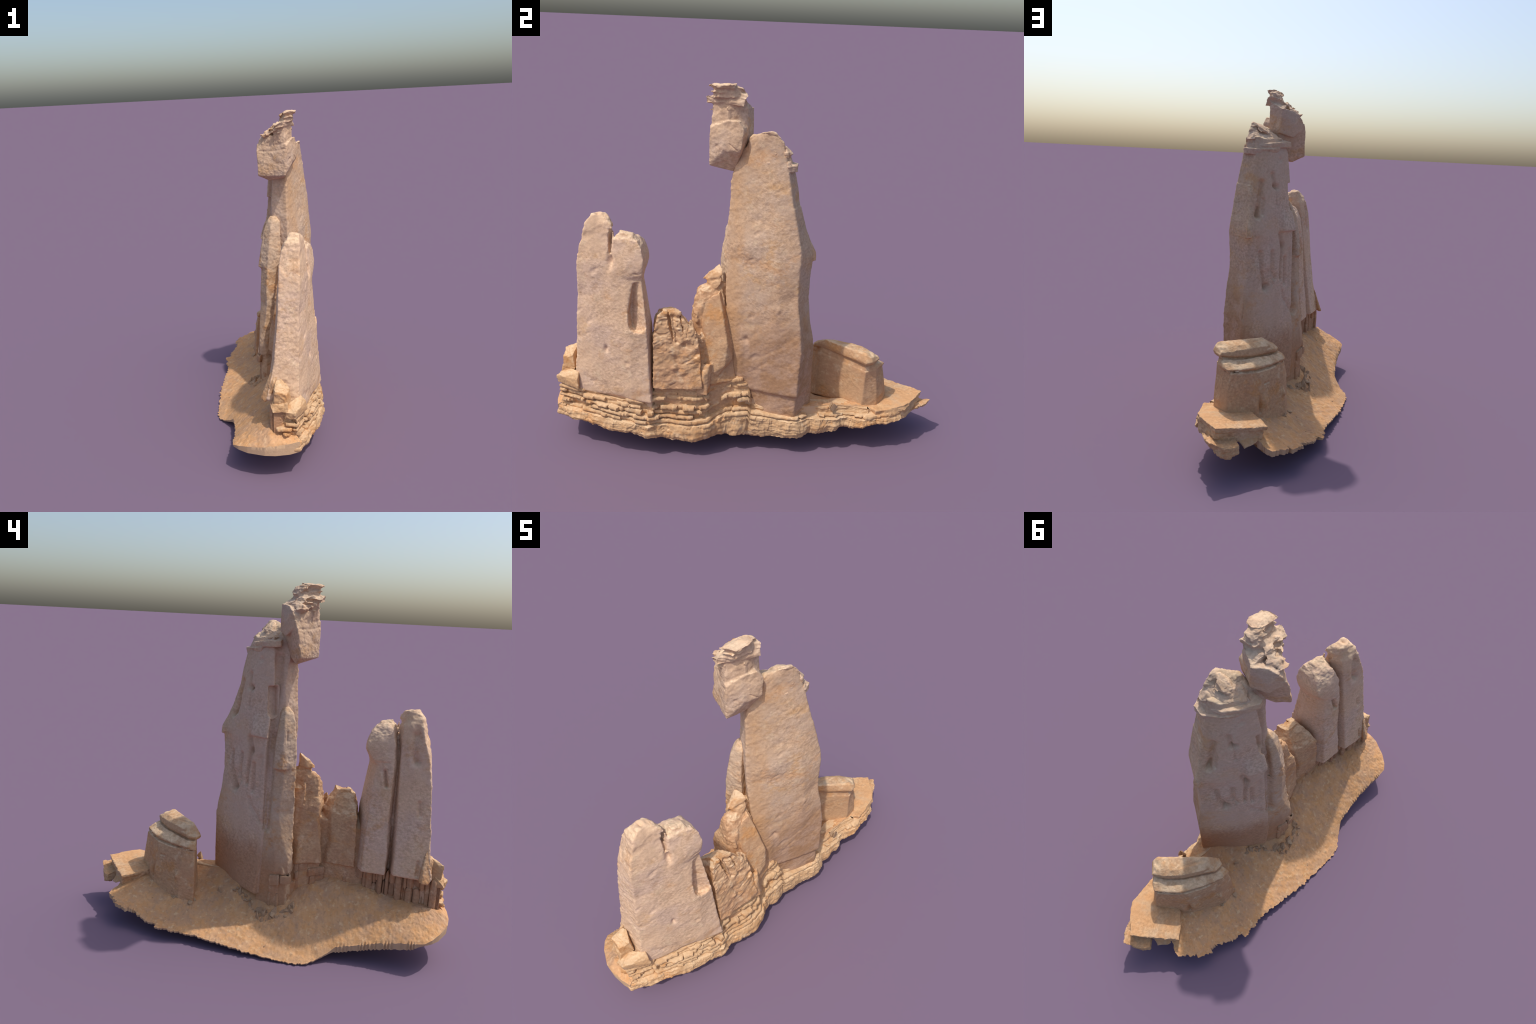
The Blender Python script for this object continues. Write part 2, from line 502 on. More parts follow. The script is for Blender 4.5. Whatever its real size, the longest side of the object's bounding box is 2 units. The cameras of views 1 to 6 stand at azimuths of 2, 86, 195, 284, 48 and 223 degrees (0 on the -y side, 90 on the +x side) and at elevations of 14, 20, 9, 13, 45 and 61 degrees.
cap_solids = [
    loft([[(.276, .150, 1.478), (.262, .186, 1.478), (.205, .192, 1.476), (.148, .146, 1.474), (.10, .085, 1.490), (.17, .0, 1.50), (.25, .05, 1.49)],
          [(.280, .150, 1.507), (.264, .188, 1.509), (.205, .194, 1.507), (.138, .148, 1.510), (.085, .078, 1.515), (.17, .0, 1.52), (.25, .05, 1.52)]]),
    loft([[(.190, .158, 1.513), (.140, .140, 1.512), (.085, .074, 1.520), (.046, -.002, 1.522), (.058, -.030, 1.524), (.13, -.02, 1.52), (.20, .05, 1.52)],
          [(.195, .155, 1.534), (.142, .136, 1.540), (.086, .072, 1.550), (.050, -.004, 1.554), (.060, -.028, 1.556), (.13, -.02, 1.56), (.20, .05, 1.56)]]),
    loft([[(.262, .166, 1.505), (.215, .168, 1.500), (.17, .135, 1.505), (.15, .06, 1.53), (.20, .02, 1.52), (.26, .08, 1.52)],
          [(.255, .158, 1.548), (.220, .155, 1.548), (.17, .125, 1.545), (.12, .05, 1.560), (.20, .02, 1.57), (.262, .09, 1.57)]]),
    hull([(.255, .16, 1.535), (.22, .15, 1.553), (.155, .112, 1.562), (.09, .035, 1.560), (.13, -.01, 1.57), (.2, -.01, 1.622), (.258, .06, 1.638), (.264, .11, 1.615), (.256, .152, 1.568), (.2, .06, 1.60)]),
    hull([(.262, .05, 1.655), (.25, .085, 1.650), (.262, .115, 1.622), (.235, .10, 1.625), (.215, .05, 1.635), (.22, .02, 1.635), (.24, .02, 1.643)]),
    hull([(.195, .06, 1.618), (.235, .07, 1.630), (.22, .120, 1.610), (.185, .115, 1.590), (.155, .07, 1.592)]),
    hull([(.145, .05, 1.585), (.195, .02, 1.612), (.235, .055, 1.650), (.175, .095, 1.602), (.19, .05, 1.636), (.22, .09, 1.628), (.15, .08, 1.575), (.19, .05, 1.58)]),
    hull([(.235, .168, 1.555), (.255, .165, 1.552), (.262, .14, 1.572), (.225, .13, 1.59), (.20, .13, 1.572), (.21, .155, 1.557)]),
    hull([(.28, .158, 1.5), (.285, .14, 1.5), (.274, .135, 1.535), (.268, .158, 1.532), (.26, .14, 1.5)]),
    hull([(.27, .15, 1.54), (.275, .13, 1.545), (.268, .12, 1.57), (.262, .14, 1.575), (.25, .13, 1.54)]),
]


def cap_relief(P, N):
    side = 1 - smooth01(.5, .9, np.abs(N[:, 2]))
    d = .004 * fbm(P, 10, 3, 60) + .0015 * fbm(P, 55, 2, 61) + side * 0.006 * fbm(P * np.array([1, 1, 4.0]), 14, 3, 66)
    return d + 0.007 * smooth01(.2, .7, N[:, 2]) * terrace(fbm(P, 22, 2, 64), 3, .25) * smooth01(1.53, 1.56, P[:, 2])


cap = rock("caprock", cap_solids, HEAD, root, 0.003, [hull([(.30, .14, 1.545), (.30, .16, 1.545), (.27, .17, 1.545), (.26, .15, 1.552), (.30, .15, 1.572), (.262, .155, 1.566)])], 2, cap_relief)

# ---- balanced boulder
body = hull([(.000, -.142, 1.476), (.014, -.152, 1.50), (.162, -.206, 1.478), (.208, -.149, 1.554), (.233, -.064, 1.564), (.234, -.054, 1.65), (.228, -.082, 1.690), (.176, -.205, 1.648), (-.002, -.117, 1.621),
             (.002, -.104, 1.655), (.117, -.02, 1.66), (.152, -.092, 1.450), (.066, -.112, 1.441), (.135, -.015, 1.61), (.215, -.12, 1.690), (.165, -.205, 1.66), (.026, -.117, 1.600), (.097, -.072, 1.475)])
west_block = hull([(.006, -.112, 1.64), (.03, -.079, 1.701), (.016, -.094, 1.682), (.113, -.007, 1.734), (.119, -.007, 1.60), (.065, -.058, 1.730), (.16, -.10, 1.70), (.15, -.19, 1.66), (.09, -.16, 1.70),
                   (.04, -.115, 1.690), (.17, -.04, 1.73), (.17, -.04, 1.60), (.02, -.125, 1.63), (.050, -.046, 1.65), (.052, -.050, 1.58)])
upper = hull([(.165, -.198, 1.65), (.165, -.195, 1.76), (.208, -.125, 1.76), (.208, -.125, 1.66), (.20, -.04, 1.78), (.185, -.035, 1.62), (.115, -.012, 1.735), (.10, -.17, 1.65), (.10, -.19, 1.74), (.10, -.10, 1.76)])
brow = hull([(.155, -.226, 1.752), (.155, -.228, 1.788), (.103, -.213, 1.762), (.108, -.208, 1.745), (.229, -.057, 1.750), (.222, -.048, 1.785), (.208, -.037, 1.797), (.195, -.038, 1.81),
             (.165, -.04, 1.80), (.14, -.06, 1.79), (.20, -.15, 1.80), (.205, -.15, 1.762), (.12, -.10, 1.77), (.15, -.06, 1.75)])
head_solids = [body, west_block, upper, brow,
               # shelf edge rubble on the west side
               hull([(.06, -.075, 1.712), (.085, -.055, 1.738), (.10, -.075, 1.75), (.09, -.12, 1.75), (.065, -.11, 1.735), (.05, -.10, 1.715)]),
               hull([(.035, -.12, 1.69), (.06, -.10, 1.722), (.10, -.13, 1.735), (.10, -.18, 1.725), (.07, -.165, 1.705)]),
               hull([(.085, -.185, 1.715), (.12, -.208, 1.722), (.15, -.205, 1.722), (.13, -.15, 1.74), (.09, -.15, 1.735)]),
               # bedded crown
               hull([(.165, -.198, 1.775), (.215, -.185, 1.780), (.222, -.10, 1.785), (.205, -.043, 1.785), (.150, -.045, 1.785), (.125, -.10, 1.77), (.150, -.18, 1.775),
                     (.172, -.192, 1.836), (.214, -.180, 1.836), (.218, -.10, 1.838), (.190, -.075, 1.836), (.165, -.10, 1.834)]),
               hull([(.160, -.208, 1.800), (.218, -.196, 1.804), (.224, -.13, 1.806), (.155, -.15, 1.800), (.160, -.206, 1.810), (.218, -.194, 1.814), (.222, -.13, 1.816), (.158, -.15, 1.810)]),
               hull([(.140, -.050, 1.788), (.190, -.040, 1.812), (.208, -.055, 1.822), (.212, -.085, 1.832), (.165, -.125, 1.822), (.138, -.115, 1.800), (.130, -.08, 1.788), (.2, -.11, 1.80), (.17, -.06, 1.825)]),
               hull([(.188, -.042, 1.798), (.210, -.055, 1.825), (.205, -.10, 1.836), (.158, -.140, 1.832), (.132, -.135, 1.814), (.130, -.10, 1.798), (.145, -.055, 1.794), (.172, -.085, 1.838), (.175, -.055, 1.822)]),
               hull([(.156, -.218, 1.826), (.164, -.219, 1.834), (.200, -.206, 1.844), (.233, -.19, 1.838), (.237, -.12, 1.842), (.228, -.086, 1.844), (.19, -.082, 1.848), (.162, -.112, 1.842), (.153, -.16, 1.838),
                     (.19, -.15, 1.853), (.23, -.18, 1.824), (.23, -.10, 1.828), (.165, -.16, 1.816), (.17, -.10, 1.818), (.205, -.19, 1.818), (.225, -.10, 1.820)]),
               # small boss below the brow
               hull([(.215, -.135, 1.742), (.205, -.125, 1.745), (.20, -.11, 1.738), (.212, -.12, 1.730), (.19, -.13, 1.73)]),
               # ledge across the south face
               hull([(-.004, -.118, 1.622), (.172, -.207, 1.640), (.172, -.205, 1.628), (-.002, -.120, 1.612), (.10, -.13, 1.63)]),
               ]
head_solids += [hull([(.075, -.085, 1.735), (.10, -.07, 1.760), (.13, -.09, 1.778), (.12, -.14, 1.775), (.085, -.14, 1.755), (.10, -.11, 1.775), (.09, -.11, 1.72)]),
                hull([(.035, -.100, 1.70), (.06, -.085, 1.728), (.085, -.10, 1.742), (.075, -.14, 1.738), (.045, -.13, 1.715), (.06, -.11, 1.738)])]
chip_rng = np.random.default_rng(41)
for a in np.linspace(0, 1, 11):
    c0 = np.array([.048, -.118, 1.706]) * (1 - a) + np.array([.150, -.185, 1.778]) * a + chip_rng.normal(0, .006, 3)
    q = chip_rng.normal(size=(9, 3))
    q = q / np.linalg.norm(q, axis=1)[:, None] * np.array([.026, .030, .014]) * chip_rng.uniform(.7, 1.2)
    head_solids.append(hull([tuple(c0 + v) for v in q]))
head_cuts = [
    # recess in the east side under the brow
    hull([(.26, -.115, 1.742), (.26, -.115, 1.700), (.205, -.115, 1.735), (.205, -.112, 1.698), (.26, -.06, 1.742), (.26, -.06, 1.68), (.212, -.055, 1.742), (.205, -.06, 1.690), (.225, -.03, 1.742), (.225, -.03, 1.68)]),
    # hollow under the brow on the south face
    hull([(.03, -.19, 1.70), (.13, -.25, 1.735), (.13, -.19, 1.738), (.07, -.15, 1.715), (.10, -.23, 1.712), (.07, -.145, 1.70), (.12, -.18, 1.715)]),
    hull([(.18, -.23, 1.66), (.18, -.23, 1.69), (.155, -.20, 1.69), (.155, -.20, 1.67), (.20, -.17, 1.675), (.18, -.20, 1.685)]),
]


def head_relief(P, N):
    d = weathering(P, N, hackle=1.1, seed=80)
    crown = smooth01(1.735, 1.76, P[:, 2])
    d += crown * (0.009 * terrace(fbm(P * np.array([1, 1, 2.6]), 15, 3, 85), 4, .3) + 0.0025 * fbm(P * np.array([1, 1, 2.]), 22, 2, 88) - .007)
    ea = smooth01(.4, .7, N[:, 0])
    d += ea * (groove(P, [(.218, -.115, 1.585), (.226, -.085, 1.560)], .003, .004) + 0.005 * fbm(P, 20, 3, 89))
    d += groove(P, [(.015, -.125, 1.618), (.09, -.165, 1.618), (.165, -.203, 1.63)], .006, .004)
    return d


head = rock("balanced_boulder", head_solids, HEAD, root, 0.0028, head_cuts, 2, head_relief)

# ---- west buttress leaning on the tower
buttress_levels = [
    at(0.12, (-.034, -.150), (.0, -.165), (.10, -.12), (.08, -.03), (.0, .02), (-.044, -.085)),
    at(0.30, (-.032, -.150), (.0, -.165), (.10, -.12), (.08, -.03), (.0, .02), (-.040, -.085)),
    at(0.342, (-.031, -.148), (.0, -.163), (.10, -.12), (.08, -.03), (.0, .02), (-.038, -.085)),
    at(0.36, (-.040, -.158), (.0, -.172), (.10, -.12), (.08, -.03), (.0, .02), (-.05, -.09)),
    at(0.45, (-.038, -.148), (-.010, -.172), (.10, -.12), (.08, -.03), (.005, .015), (-.042, -.08)),
    at(0.57, (-.030, -.105), (.004, -.164), (.11, -.12), (.08, -.03), (.012, .010), (-.030, -.06)),
    at(0.67, (-.024, -.085), (.018, -.160), (.12, -.12), (.08, -.03), (.018, .002), (-.02, -.05)),
    at(0.80, (-.016, -.094), (.022, -.156), (.12, -.12), (.08, -.03), (.030, -.002), (-.002, -.05)),
    at(0.90, (-.008, -.098), (.032, -.152), (.12, -.12), (.08, -.03), (.036, .0), (.004, -.05)),
    at(0.91, (-.027, -.092), (.032, -.152), (.12, -.12), (.08, -.03), (.036, .0), (-.019, -.045)),
    at(1.04, (-.004, -.086), (.045, -.146), (.12, -.12), (.08, -.03), (.055, .0), (.006, -.042)),
    at(1.13, (.014, -.082), (.058, -.130), (.12, -.11), (.09, -.04), (.065, -.005), (.024, -.045)),
    at(1.19, (.040, -.078), (.070, -.112), (.12, -.10), (.09, -.045), (.062, -.035), (.044, -.055)),
    at(1.222, (.060, -.074), (.075, -.088), (.10, -.085), (.09, -.05), (.075, -.05), (.062, -.062)),
]
buttress = rock("buttress", [loft(buttress_levels),
                             hull([(-.052, -.13, .39), (-.048, -.115, .39), (-.045, -.12, .345), (-.058, -.13, .35), (-.042, -.145, .35), (-.02, -.12, .35), (-.03, -.12, .385)])],
                FIN, root, 0.004, [], 5,
                lambda P, N: weathering(P, N, hackle=1.3, seed=120) + crease(P) + groove(P, [(.02, -.10, 1.10), (.012, -.098, 1.03)], .004, .006) + groove(P, [(-.01, -.092, .92), (.03, -.135, .95)], .006, .003))

# ---- shoulder pillar between tower and stump, with its leaning slab
shoulder_levels = [
    at(0.20, (.270, -.20), (.22, -.06), (.06, -.10), (.034, -.180), (.092, -.300), (.25, -.30)),
    at(0.388, (.270, -.19), (.225, -.06), (.06, -.11), (.034, -.178), (.090, -.298), (.235, -.29)),
    at(0.40, (.285, -.19), (.235, -.06), (.06, -.12), (.012, -.187), (.072, -.312), (.235, -.29)),
    at(0.52, (.265, -.19), (.22, -.08), (.06, -.12), (.028, -.19), (.064, -.300), (.215, -.28)),
    at(0.64, (.232, -.208), (.20, -.10), (.07, -.12), (.058, -.193), (.056, -.280), (.20, -.275)),
    at(0.70, (.215, -.225), (.19, -.11), (.08, -.12), (.072, -.194), (.068, -.285), (.19, -.285)),
    at(0.76, (.205, -.235), (.19, -.12), (.10, -.12), (.098, -.19), (.10, -.270), (.185, -.280)),
    at(0.82, (.198, -.232), (.187, -.125), (.11, -.12), (.10, -.175), (.110, -.262), (.170, -.272)),
    at(0.862, (.182, -.226), (.180, -.132), (.112, -.125), (.104, -.168), (.118, -.248), (.155, -.258)),
    at(0.878, (.165, -.212), (.172, -.138), (.115, -.13), (.110, -.160), (.122, -.228), (.146, -.232)),
]
summit = [hull([(.164, -.200, .865), (.168, -.142, .865), (.112, -.140, .865), (.112, -.20, .865), (.150, -.212, .915), (.160, -.142, .925), (.115, -.145, .925), (.115, -.20, .915), (.13, -.225, .87)]),
          hull([(.103, -.158, .978), (.120, -.150, .990), (.150, -.140, .974), (.178, -.137, .946), (.172, -.150, .926), (.152, -.214, .912), (.138, -.238, .906), (.122, -.238, .903), (.106, -.205, .900), (.106, -.150, .910), (.134, -.196, .955), (.16, -.165, .955)]),
          hull([(.172, -.205, .868), (.185, -.165, .872), (.182, -.145, .900), (.172, -.14, .93), (.16, -.17, .91), (.165, -.20, .89), (.15, -.16, .87)]),
          hull([(.175, -.250, .835), (.150, -.262, .850), (.125, -.258, .858), (.13, -.23, .866), (.175, -.225, .868), (.18, -.24, .82), (.12, -.26, .82)]),
          hull([(.215, -.262, .735), (.190, -.272, .775), (.160, -.278, .79), (.17, -.25, .80), (.205, -.240, .79), (.215, -.255, .70), (.16, -.28, .72)])]
slab = hull([(.20, -.152, .864), (.165, -.145, .864), (.195, -.235, .806), (.15, -.22, .81), (.212, -.148, .78), (.259, -.108, .61), (.27, -.12, .50), (.262, -.165, .42), (.238, -.08, .52), (.20, -.08, .60),
             (.235, -.21, .62), (.22, -.235, .70), (.18, -.23, .60), (.18, -.16, .42), (.275, -.175, .46), (.18, -.1, .45)])
toe = hull([(.286, -.192, .520), (.262, -.175, .510), (.312, -.222, .47), (.318, -.205, .36), (.24, -.185, .36), (.25, -.25, .46), (.268, -.235, .51), (.30, -.26, .36), (.285, -.245, .50), (.30, -.20, .48)])
rib = hull([(.230, -.212, .640), (.222, -.24, .665), (.25, -.245, .64), (.27, -.235, .55), (.285, -.225, .40), (.24, -.20, .40), (.262, -.26, .5), (.22, -.25, .42)])
shoulder_cuts = [hull([(.06, -.19, .90), (.04, -.14, .89), (.098, -.135, .905), (.112, -.20, .902), (.10, -.215, .88), (.05, -.21, .80), (.03, -.14, .77), (.094, -.135, .80), (.100, -.20, .83)])]
shoulder = rock("shoulder_pillar", [loft(shoulder_levels), rib, *summit, hull([(.04, -.20, .2), (.16, -.20, .2), (.16, -.08, .2), (.02, -.10, .2), (.08, -.20, .88), (.16, -.20, .9), (.16, -.09, .9), (.09, -.09, .88)])], WARM, root, 0.0038, shoulder_cuts, 2,
                lambda P, N: weathering(P, N, hackle=1.6, streak=1.4, lumps=1.6, seed=150) + smooth01(.60, .75, P[:, 2]) * smooth01(.92, .86, P[:, 2]) * 0.011 * terrace(fbm(P, 14, 3, 155), 4, .22)
                + groove(P, [(.215, -.255, .80), (.22, -.24, .68)], .01, .012))
leaning = rock("leaning_slab", [slab, toe], WARM, root, 0.0038, [], 2, lambda P, N: weathering(P, N, seed=170))

# ---- stump
stump_levels = [
    at(0.25, (.280, -.470), (.285, -.225), (.23, -.21), (.11, -.325), (.10, -.49)),
    at(0.378, (.280, -.470), (.288, -.225), (.23, -.21), (.11, -.325), (.10, -.49)),
    at(0.394, (.311, -.472), (.322, -.222), (.23, -.22), (.11, -.330), (.10, -.488)),
    at(0.40, (.310, -.470), (.324, -.225), (.23, -.22), (.092, -.338), (.080, -.488)),
    at(0.50, (.299, -.466), (.312, -.235), (.22, -.23), (.090, -.355), (.078, -.486)),
    at(0.60, (.290, -.465), (.292, -.243), (.21, -.24), (.108, -.345), (.080, -.482)),
    at(0.67, (.280, -.464), (.278, -.265), (.20, -.27), (.132, -.342), (.090, -.475)),
    at(0.705, (.272, -.460), (.272, -.290), (.20, -.30), (.155, -.345), (.120, -.468)),
    at(0.75, (.258, -.447), (.266, -.318), (.21, -.33), (.182, -.352), (.160, -.450)),
    at(0.785, (.245, -.415), (.258, -.335), (.22, -.345), (.20, -.36), (.200, -.425)),
]
stump_fin = hull([(.276, -.268, .70), (.262, -.275, .735), (.255, -.29, .75), (.290, -.25, .655), (.305, -.245, .60), (.27, -.24, .52), (.285, -.30, .60), (.28, -.29, .70), (.235, -.27, .68)])
fills = [hull([(.10, -.53, .28), (.24, -.53, .28), (.24, -.44, .28), (.10, -.44, .28), (.12, -.53, .60), (.24, -.53, .66), (.24, -.44, .66), (.12, -.44, .60)]),
         hull([(.11, -.36, .28), (.28, -.36, .28), (.28, -.2, .28), (.11, -.24, .28), (.13, -.34, .62), (.25, -.34, .66), (.25, -.23, .64), (.13, -.24, .64)])]


def stump_relief(P, N):
    d = weathering(P, N, hackle=1.8, streak=2.4, lumps=2.0, seed=200)
    ea = smooth01(.2, .6, N[:, 0])
    d += ea * (0.012 + .012 * smooth01(.55, .68, P[:, 2])) * terrace(fbm(P * np.array([1, 1, 1.2]), 14, 3, 205), 5, .22)
    d += ea * (groove(P, [(.265, -.38, .79), (.285, -.365, .71), (.292, -.352, .64)], .012, .022) + groove(P, [(.285, -.325, .70), (.295, -.315, .62)], .010, .02)
               + groove(P, [(.262, -.42, .765), (.268, -.33, .755)], .008, .010) + groove(P, [(.295, -.36, .56), (.30, -.34, .50)], .01, .010))
    return d + smooth01(.3, .7, N[:, 2]) * 0.008 * fbm(P, 18, 2, 207)


def crack(a, b, c, wide, deep):
    """Wedge cutter that opens a crack from a to b to c in an east face."""
    pts = []
    for i, (x, y, z) in enumerate((a, b, c)):
        w = wide * (1, 1.2, .5)[i]
        pts += [(x + .05, y - w, z), (x + .05, y + w, z), (x - deep * (.8, 1, .3)[i], y + w * .3, z)]
    return hull(pts)


stump_cuts = [crack((.252, -.402, .80), (.268, -.385, .71), (.290, -.366, .605), .016, .05), crack((.260, -.340, .77), (.272, -.325, .70), (.292, -.312, .60), .012, .04),
              crack((.268, -.277, .74), (.272, -.270, .70), (.285, -.262, .655), .006, .06),
              hull([(.30, -.435, .752), (.30, -.345, .762), (.258, -.43, .752), (.256, -.345, .762), (.30, -.43, .738), (.30, -.345, .744), (.27, -.43, .742)]),
              hull([(.33, -.352, .735), (.33, -.30, .735), (.262, -.345, .735), (.265, -.31, .732), (.33, -.35, .70), (.33, -.305, .69), (.277, -.35, .70), (.275, -.30, .69)])]
stump = rock("stump", [loft(stump_levels), stump_fin] + fills, WARM, root, 0.0036, stump_cuts, 2, stump_relief)

# ---- twin pillars that share one east face
front_levels = [
    at(0.25, (0.150, -0.890), (0.188, -0.781), (0.224, -0.667), (0.248, -0.580), (0.160, -0.660), (0.082, -0.690), (0.067, -0.792), (0.052, -0.895)),
    at(0.3, (0.150, -0.890), (0.188, -0.781), (0.224, -0.667), (0.248, -0.580), (0.160, -0.660), (0.082, -0.690), (0.067, -0.792), (0.052, -0.895)),
    at(0.318, (0.182, -0.890), (0.220, -0.781), (0.256, -0.667), (0.280, -0.580), (0.160, -0.660), (0.082, -0.690), (0.067, -0.792), (0.052, -0.895)),
    at(0.395, (0.180, -0.869), (0.225, -0.772), (0.262, -0.663), (0.285, -0.580), (0.160, -0.660), (0.077, -0.690), (0.068, -0.785), (0.060, -0.874)),
    at(0.405, (0.180, -0.867), (0.226, -0.771), (0.262, -0.662), (0.285, -0.580), (0.160, -0.660), (0.024, -0.690), (0.012, -0.788), (0.012, -0.880)),
    at(0.5, (0.181, -0.857), (0.228, -0.765), (0.265, -0.660), (0.287, -0.580), (0.160, -0.660), (0.042, -0.694), (0.029, -0.781), (0.032, -0.870)),
    at(0.6, (0.183, -0.850), (0.231, -0.760), (0.266, -0.658), (0.286, -0.580), (0.160, -0.660), (0.056, -0.690), (0.048, -0.775), (0.056, -0.862)),
    at(0.85, (0.194, -0.828), (0.232, -0.749), (0.258, -0.664), (0.272, -0.600), (0.170, -0.660), (0.090, -0.678), (0.081, -0.756), (0.085, -0.842)),
    at(1.02, (0.205, -0.819), (0.231, -0.758), (0.249, -0.688), (0.262, -0.640), (0.180, -0.660), (0.112, -0.672), (0.095, -0.735), (0.096, -0.813)),
    at(1.1, (0.209, -0.803), (0.226, -0.752), (0.239, -0.692), (0.252, -0.652), (0.190, -0.650), (0.122, -0.668), (0.102, -0.718), (0.100, -0.783)),
    at(1.165, (0.209, -0.783), (0.223, -0.735), (0.233, -0.680), (0.243, -0.643), (0.200, -0.640), (0.139, -0.670), (0.117, -0.711), (0.114, -0.768)),
    at(1.205, (0.208, -0.771), (0.220, -0.728), (0.227, -0.678), (0.236, -0.645), (0.200, -0.645), (0.154, -0.680), (0.136, -0.712), (0.136, -0.760)),
    at(1.232, (0.208, -0.755), (0.216, -0.726), (0.220, -0.690), (0.226, -0.668), (0.200, -0.665), (0.165, -0.685), (0.152, -0.712), (0.154, -0.746)),
    at(1.247, (0.207, -0.740), (0.212, -0.726), (0.212, -0.706), (0.215, -0.695), (0.200, -0.690), (0.178, -0.700), (0.167, -0.712), (0.170, -0.733)),
]
rear_levels = [
    at(0.25, (0.226, -0.667), (0.261, -0.572), (0.290, -0.476), (0.200, -0.483), (0.137, -0.504), (0.107, -0.522), (0.102, -0.587), (0.097, -0.652), (0.150, -0.662)),
    at(0.3, (0.226, -0.667), (0.261, -0.572), (0.290, -0.476), (0.200, -0.483), (0.137, -0.504), (0.107, -0.522), (0.102, -0.587), (0.097, -0.652), (0.150, -0.662)),
    at(0.318, (0.258, -0.667), (0.293, -0.572), (0.322, -0.476), (0.232, -0.483), (0.137, -0.504), (0.107, -0.522), (0.102, -0.587), (0.097, -0.652), (0.150, -0.662)),
    at(0.382, (0.263, -0.667), (0.296, -0.575), (0.315, -0.482), (0.228, -0.475), (0.136, -0.498), (0.107, -0.525), (0.102, -0.589), (0.097, -0.652), (0.150, -0.662)),
    at(0.392, (0.264, -0.667), (0.296, -0.575), (0.314, -0.482), (0.213, -0.475), (0.107, -0.499), (0.049, -0.527), (0.046, -0.589), (0.044, -0.650), (0.150, -0.662)),
    at(0.7, (0.268, -0.667), (0.295, -0.580), (0.303, -0.492), (0.221, -0.473), (0.135, -0.501), (0.088, -0.538), (0.075, -0.594), (0.078, -0.640), (0.160, -0.662)),
    at(0.955, (0.262, -0.667), (0.275, -0.590), (0.276, -0.512), (0.220, -0.507), (0.161, -0.529), (0.128, -0.553), (0.106, -0.602), (0.100, -0.640), (0.170, -0.662)),
    at(0.985, (0.264, -0.660), (0.282, -0.583), (0.290, -0.506), (0.226, -0.499), (0.159, -0.513), (0.122, -0.530), (0.105, -0.590), (0.104, -0.640), (0.170, -0.660)),
    at(1.03, (0.262, -0.655), (0.283, -0.578), (0.298, -0.500), (0.233, -0.483), (0.165, -0.486), (0.128, -0.497), (0.112, -0.573), (0.112, -0.638), (0.180, -0.655)),
    at(1.07, (0.259, -0.648), (0.279, -0.574), (0.296, -0.500), (0.237, -0.487), (0.174, -0.488), (0.140, -0.496), (0.121, -0.571), (0.118, -0.636), (0.180, -0.645)),
    at(1.115, (0.255, -0.643), (0.273, -0.576), (0.292, -0.508), (0.244, -0.506), (0.193, -0.506), (0.165, -0.506), (0.142, -0.571), (0.134, -0.626), (0.190, -0.637)),
    at(1.143, (0.254, -0.640), (0.269, -0.581), (0.284, -0.522), (0.248, -0.523), (0.209, -0.524), (0.188, -0.525), (0.168, -0.572), (0.160, -0.618), (0.200, -0.626)),
    at(1.154, (0.246, -0.625), (0.256, -0.585), (0.266, -0.545), (0.241, -0.543), (0.215, -0.541), (0.200, -0.540), (0.181, -0.575), (0.175, -0.610), (0.210, -0.620)),
    at(1.168, (0.240, -0.605), (0.246, -0.581), (0.252, -0.556), (0.237, -0.554), (0.221, -0.553), (0.212, -0.552), (0.195, -0.576), (0.190, -0.600), (0.210, -0.606)),
]
niche = hull([(.33, -.548, .955), (.33, -.512, .955), (.33, -.582, .79), (.33, -.580, .72), (.33, -.560, .685), (.33, -.485, .70), (.34, -.495, .95), (.245, -.556, .93), (.236, -.576, .79), (.234, -.570, .715),
              (.262, -.550, .690), (.276, -.520, .945), (.303, -.486, .72), (.296, -.490, .86)])
notch = hull([(.31, -.654, 1.03), (.31, -.663, 1.035), (.235, -.657, 1.045), (.31, -.645, 1.10), (.31, -.672, 1.09), (.20, -.655, 1.10), (.31, -.636, 1.19), (.31, -.660, 1.19), (.19, -.640, 1.19), (.19, -.655, 1.19)])


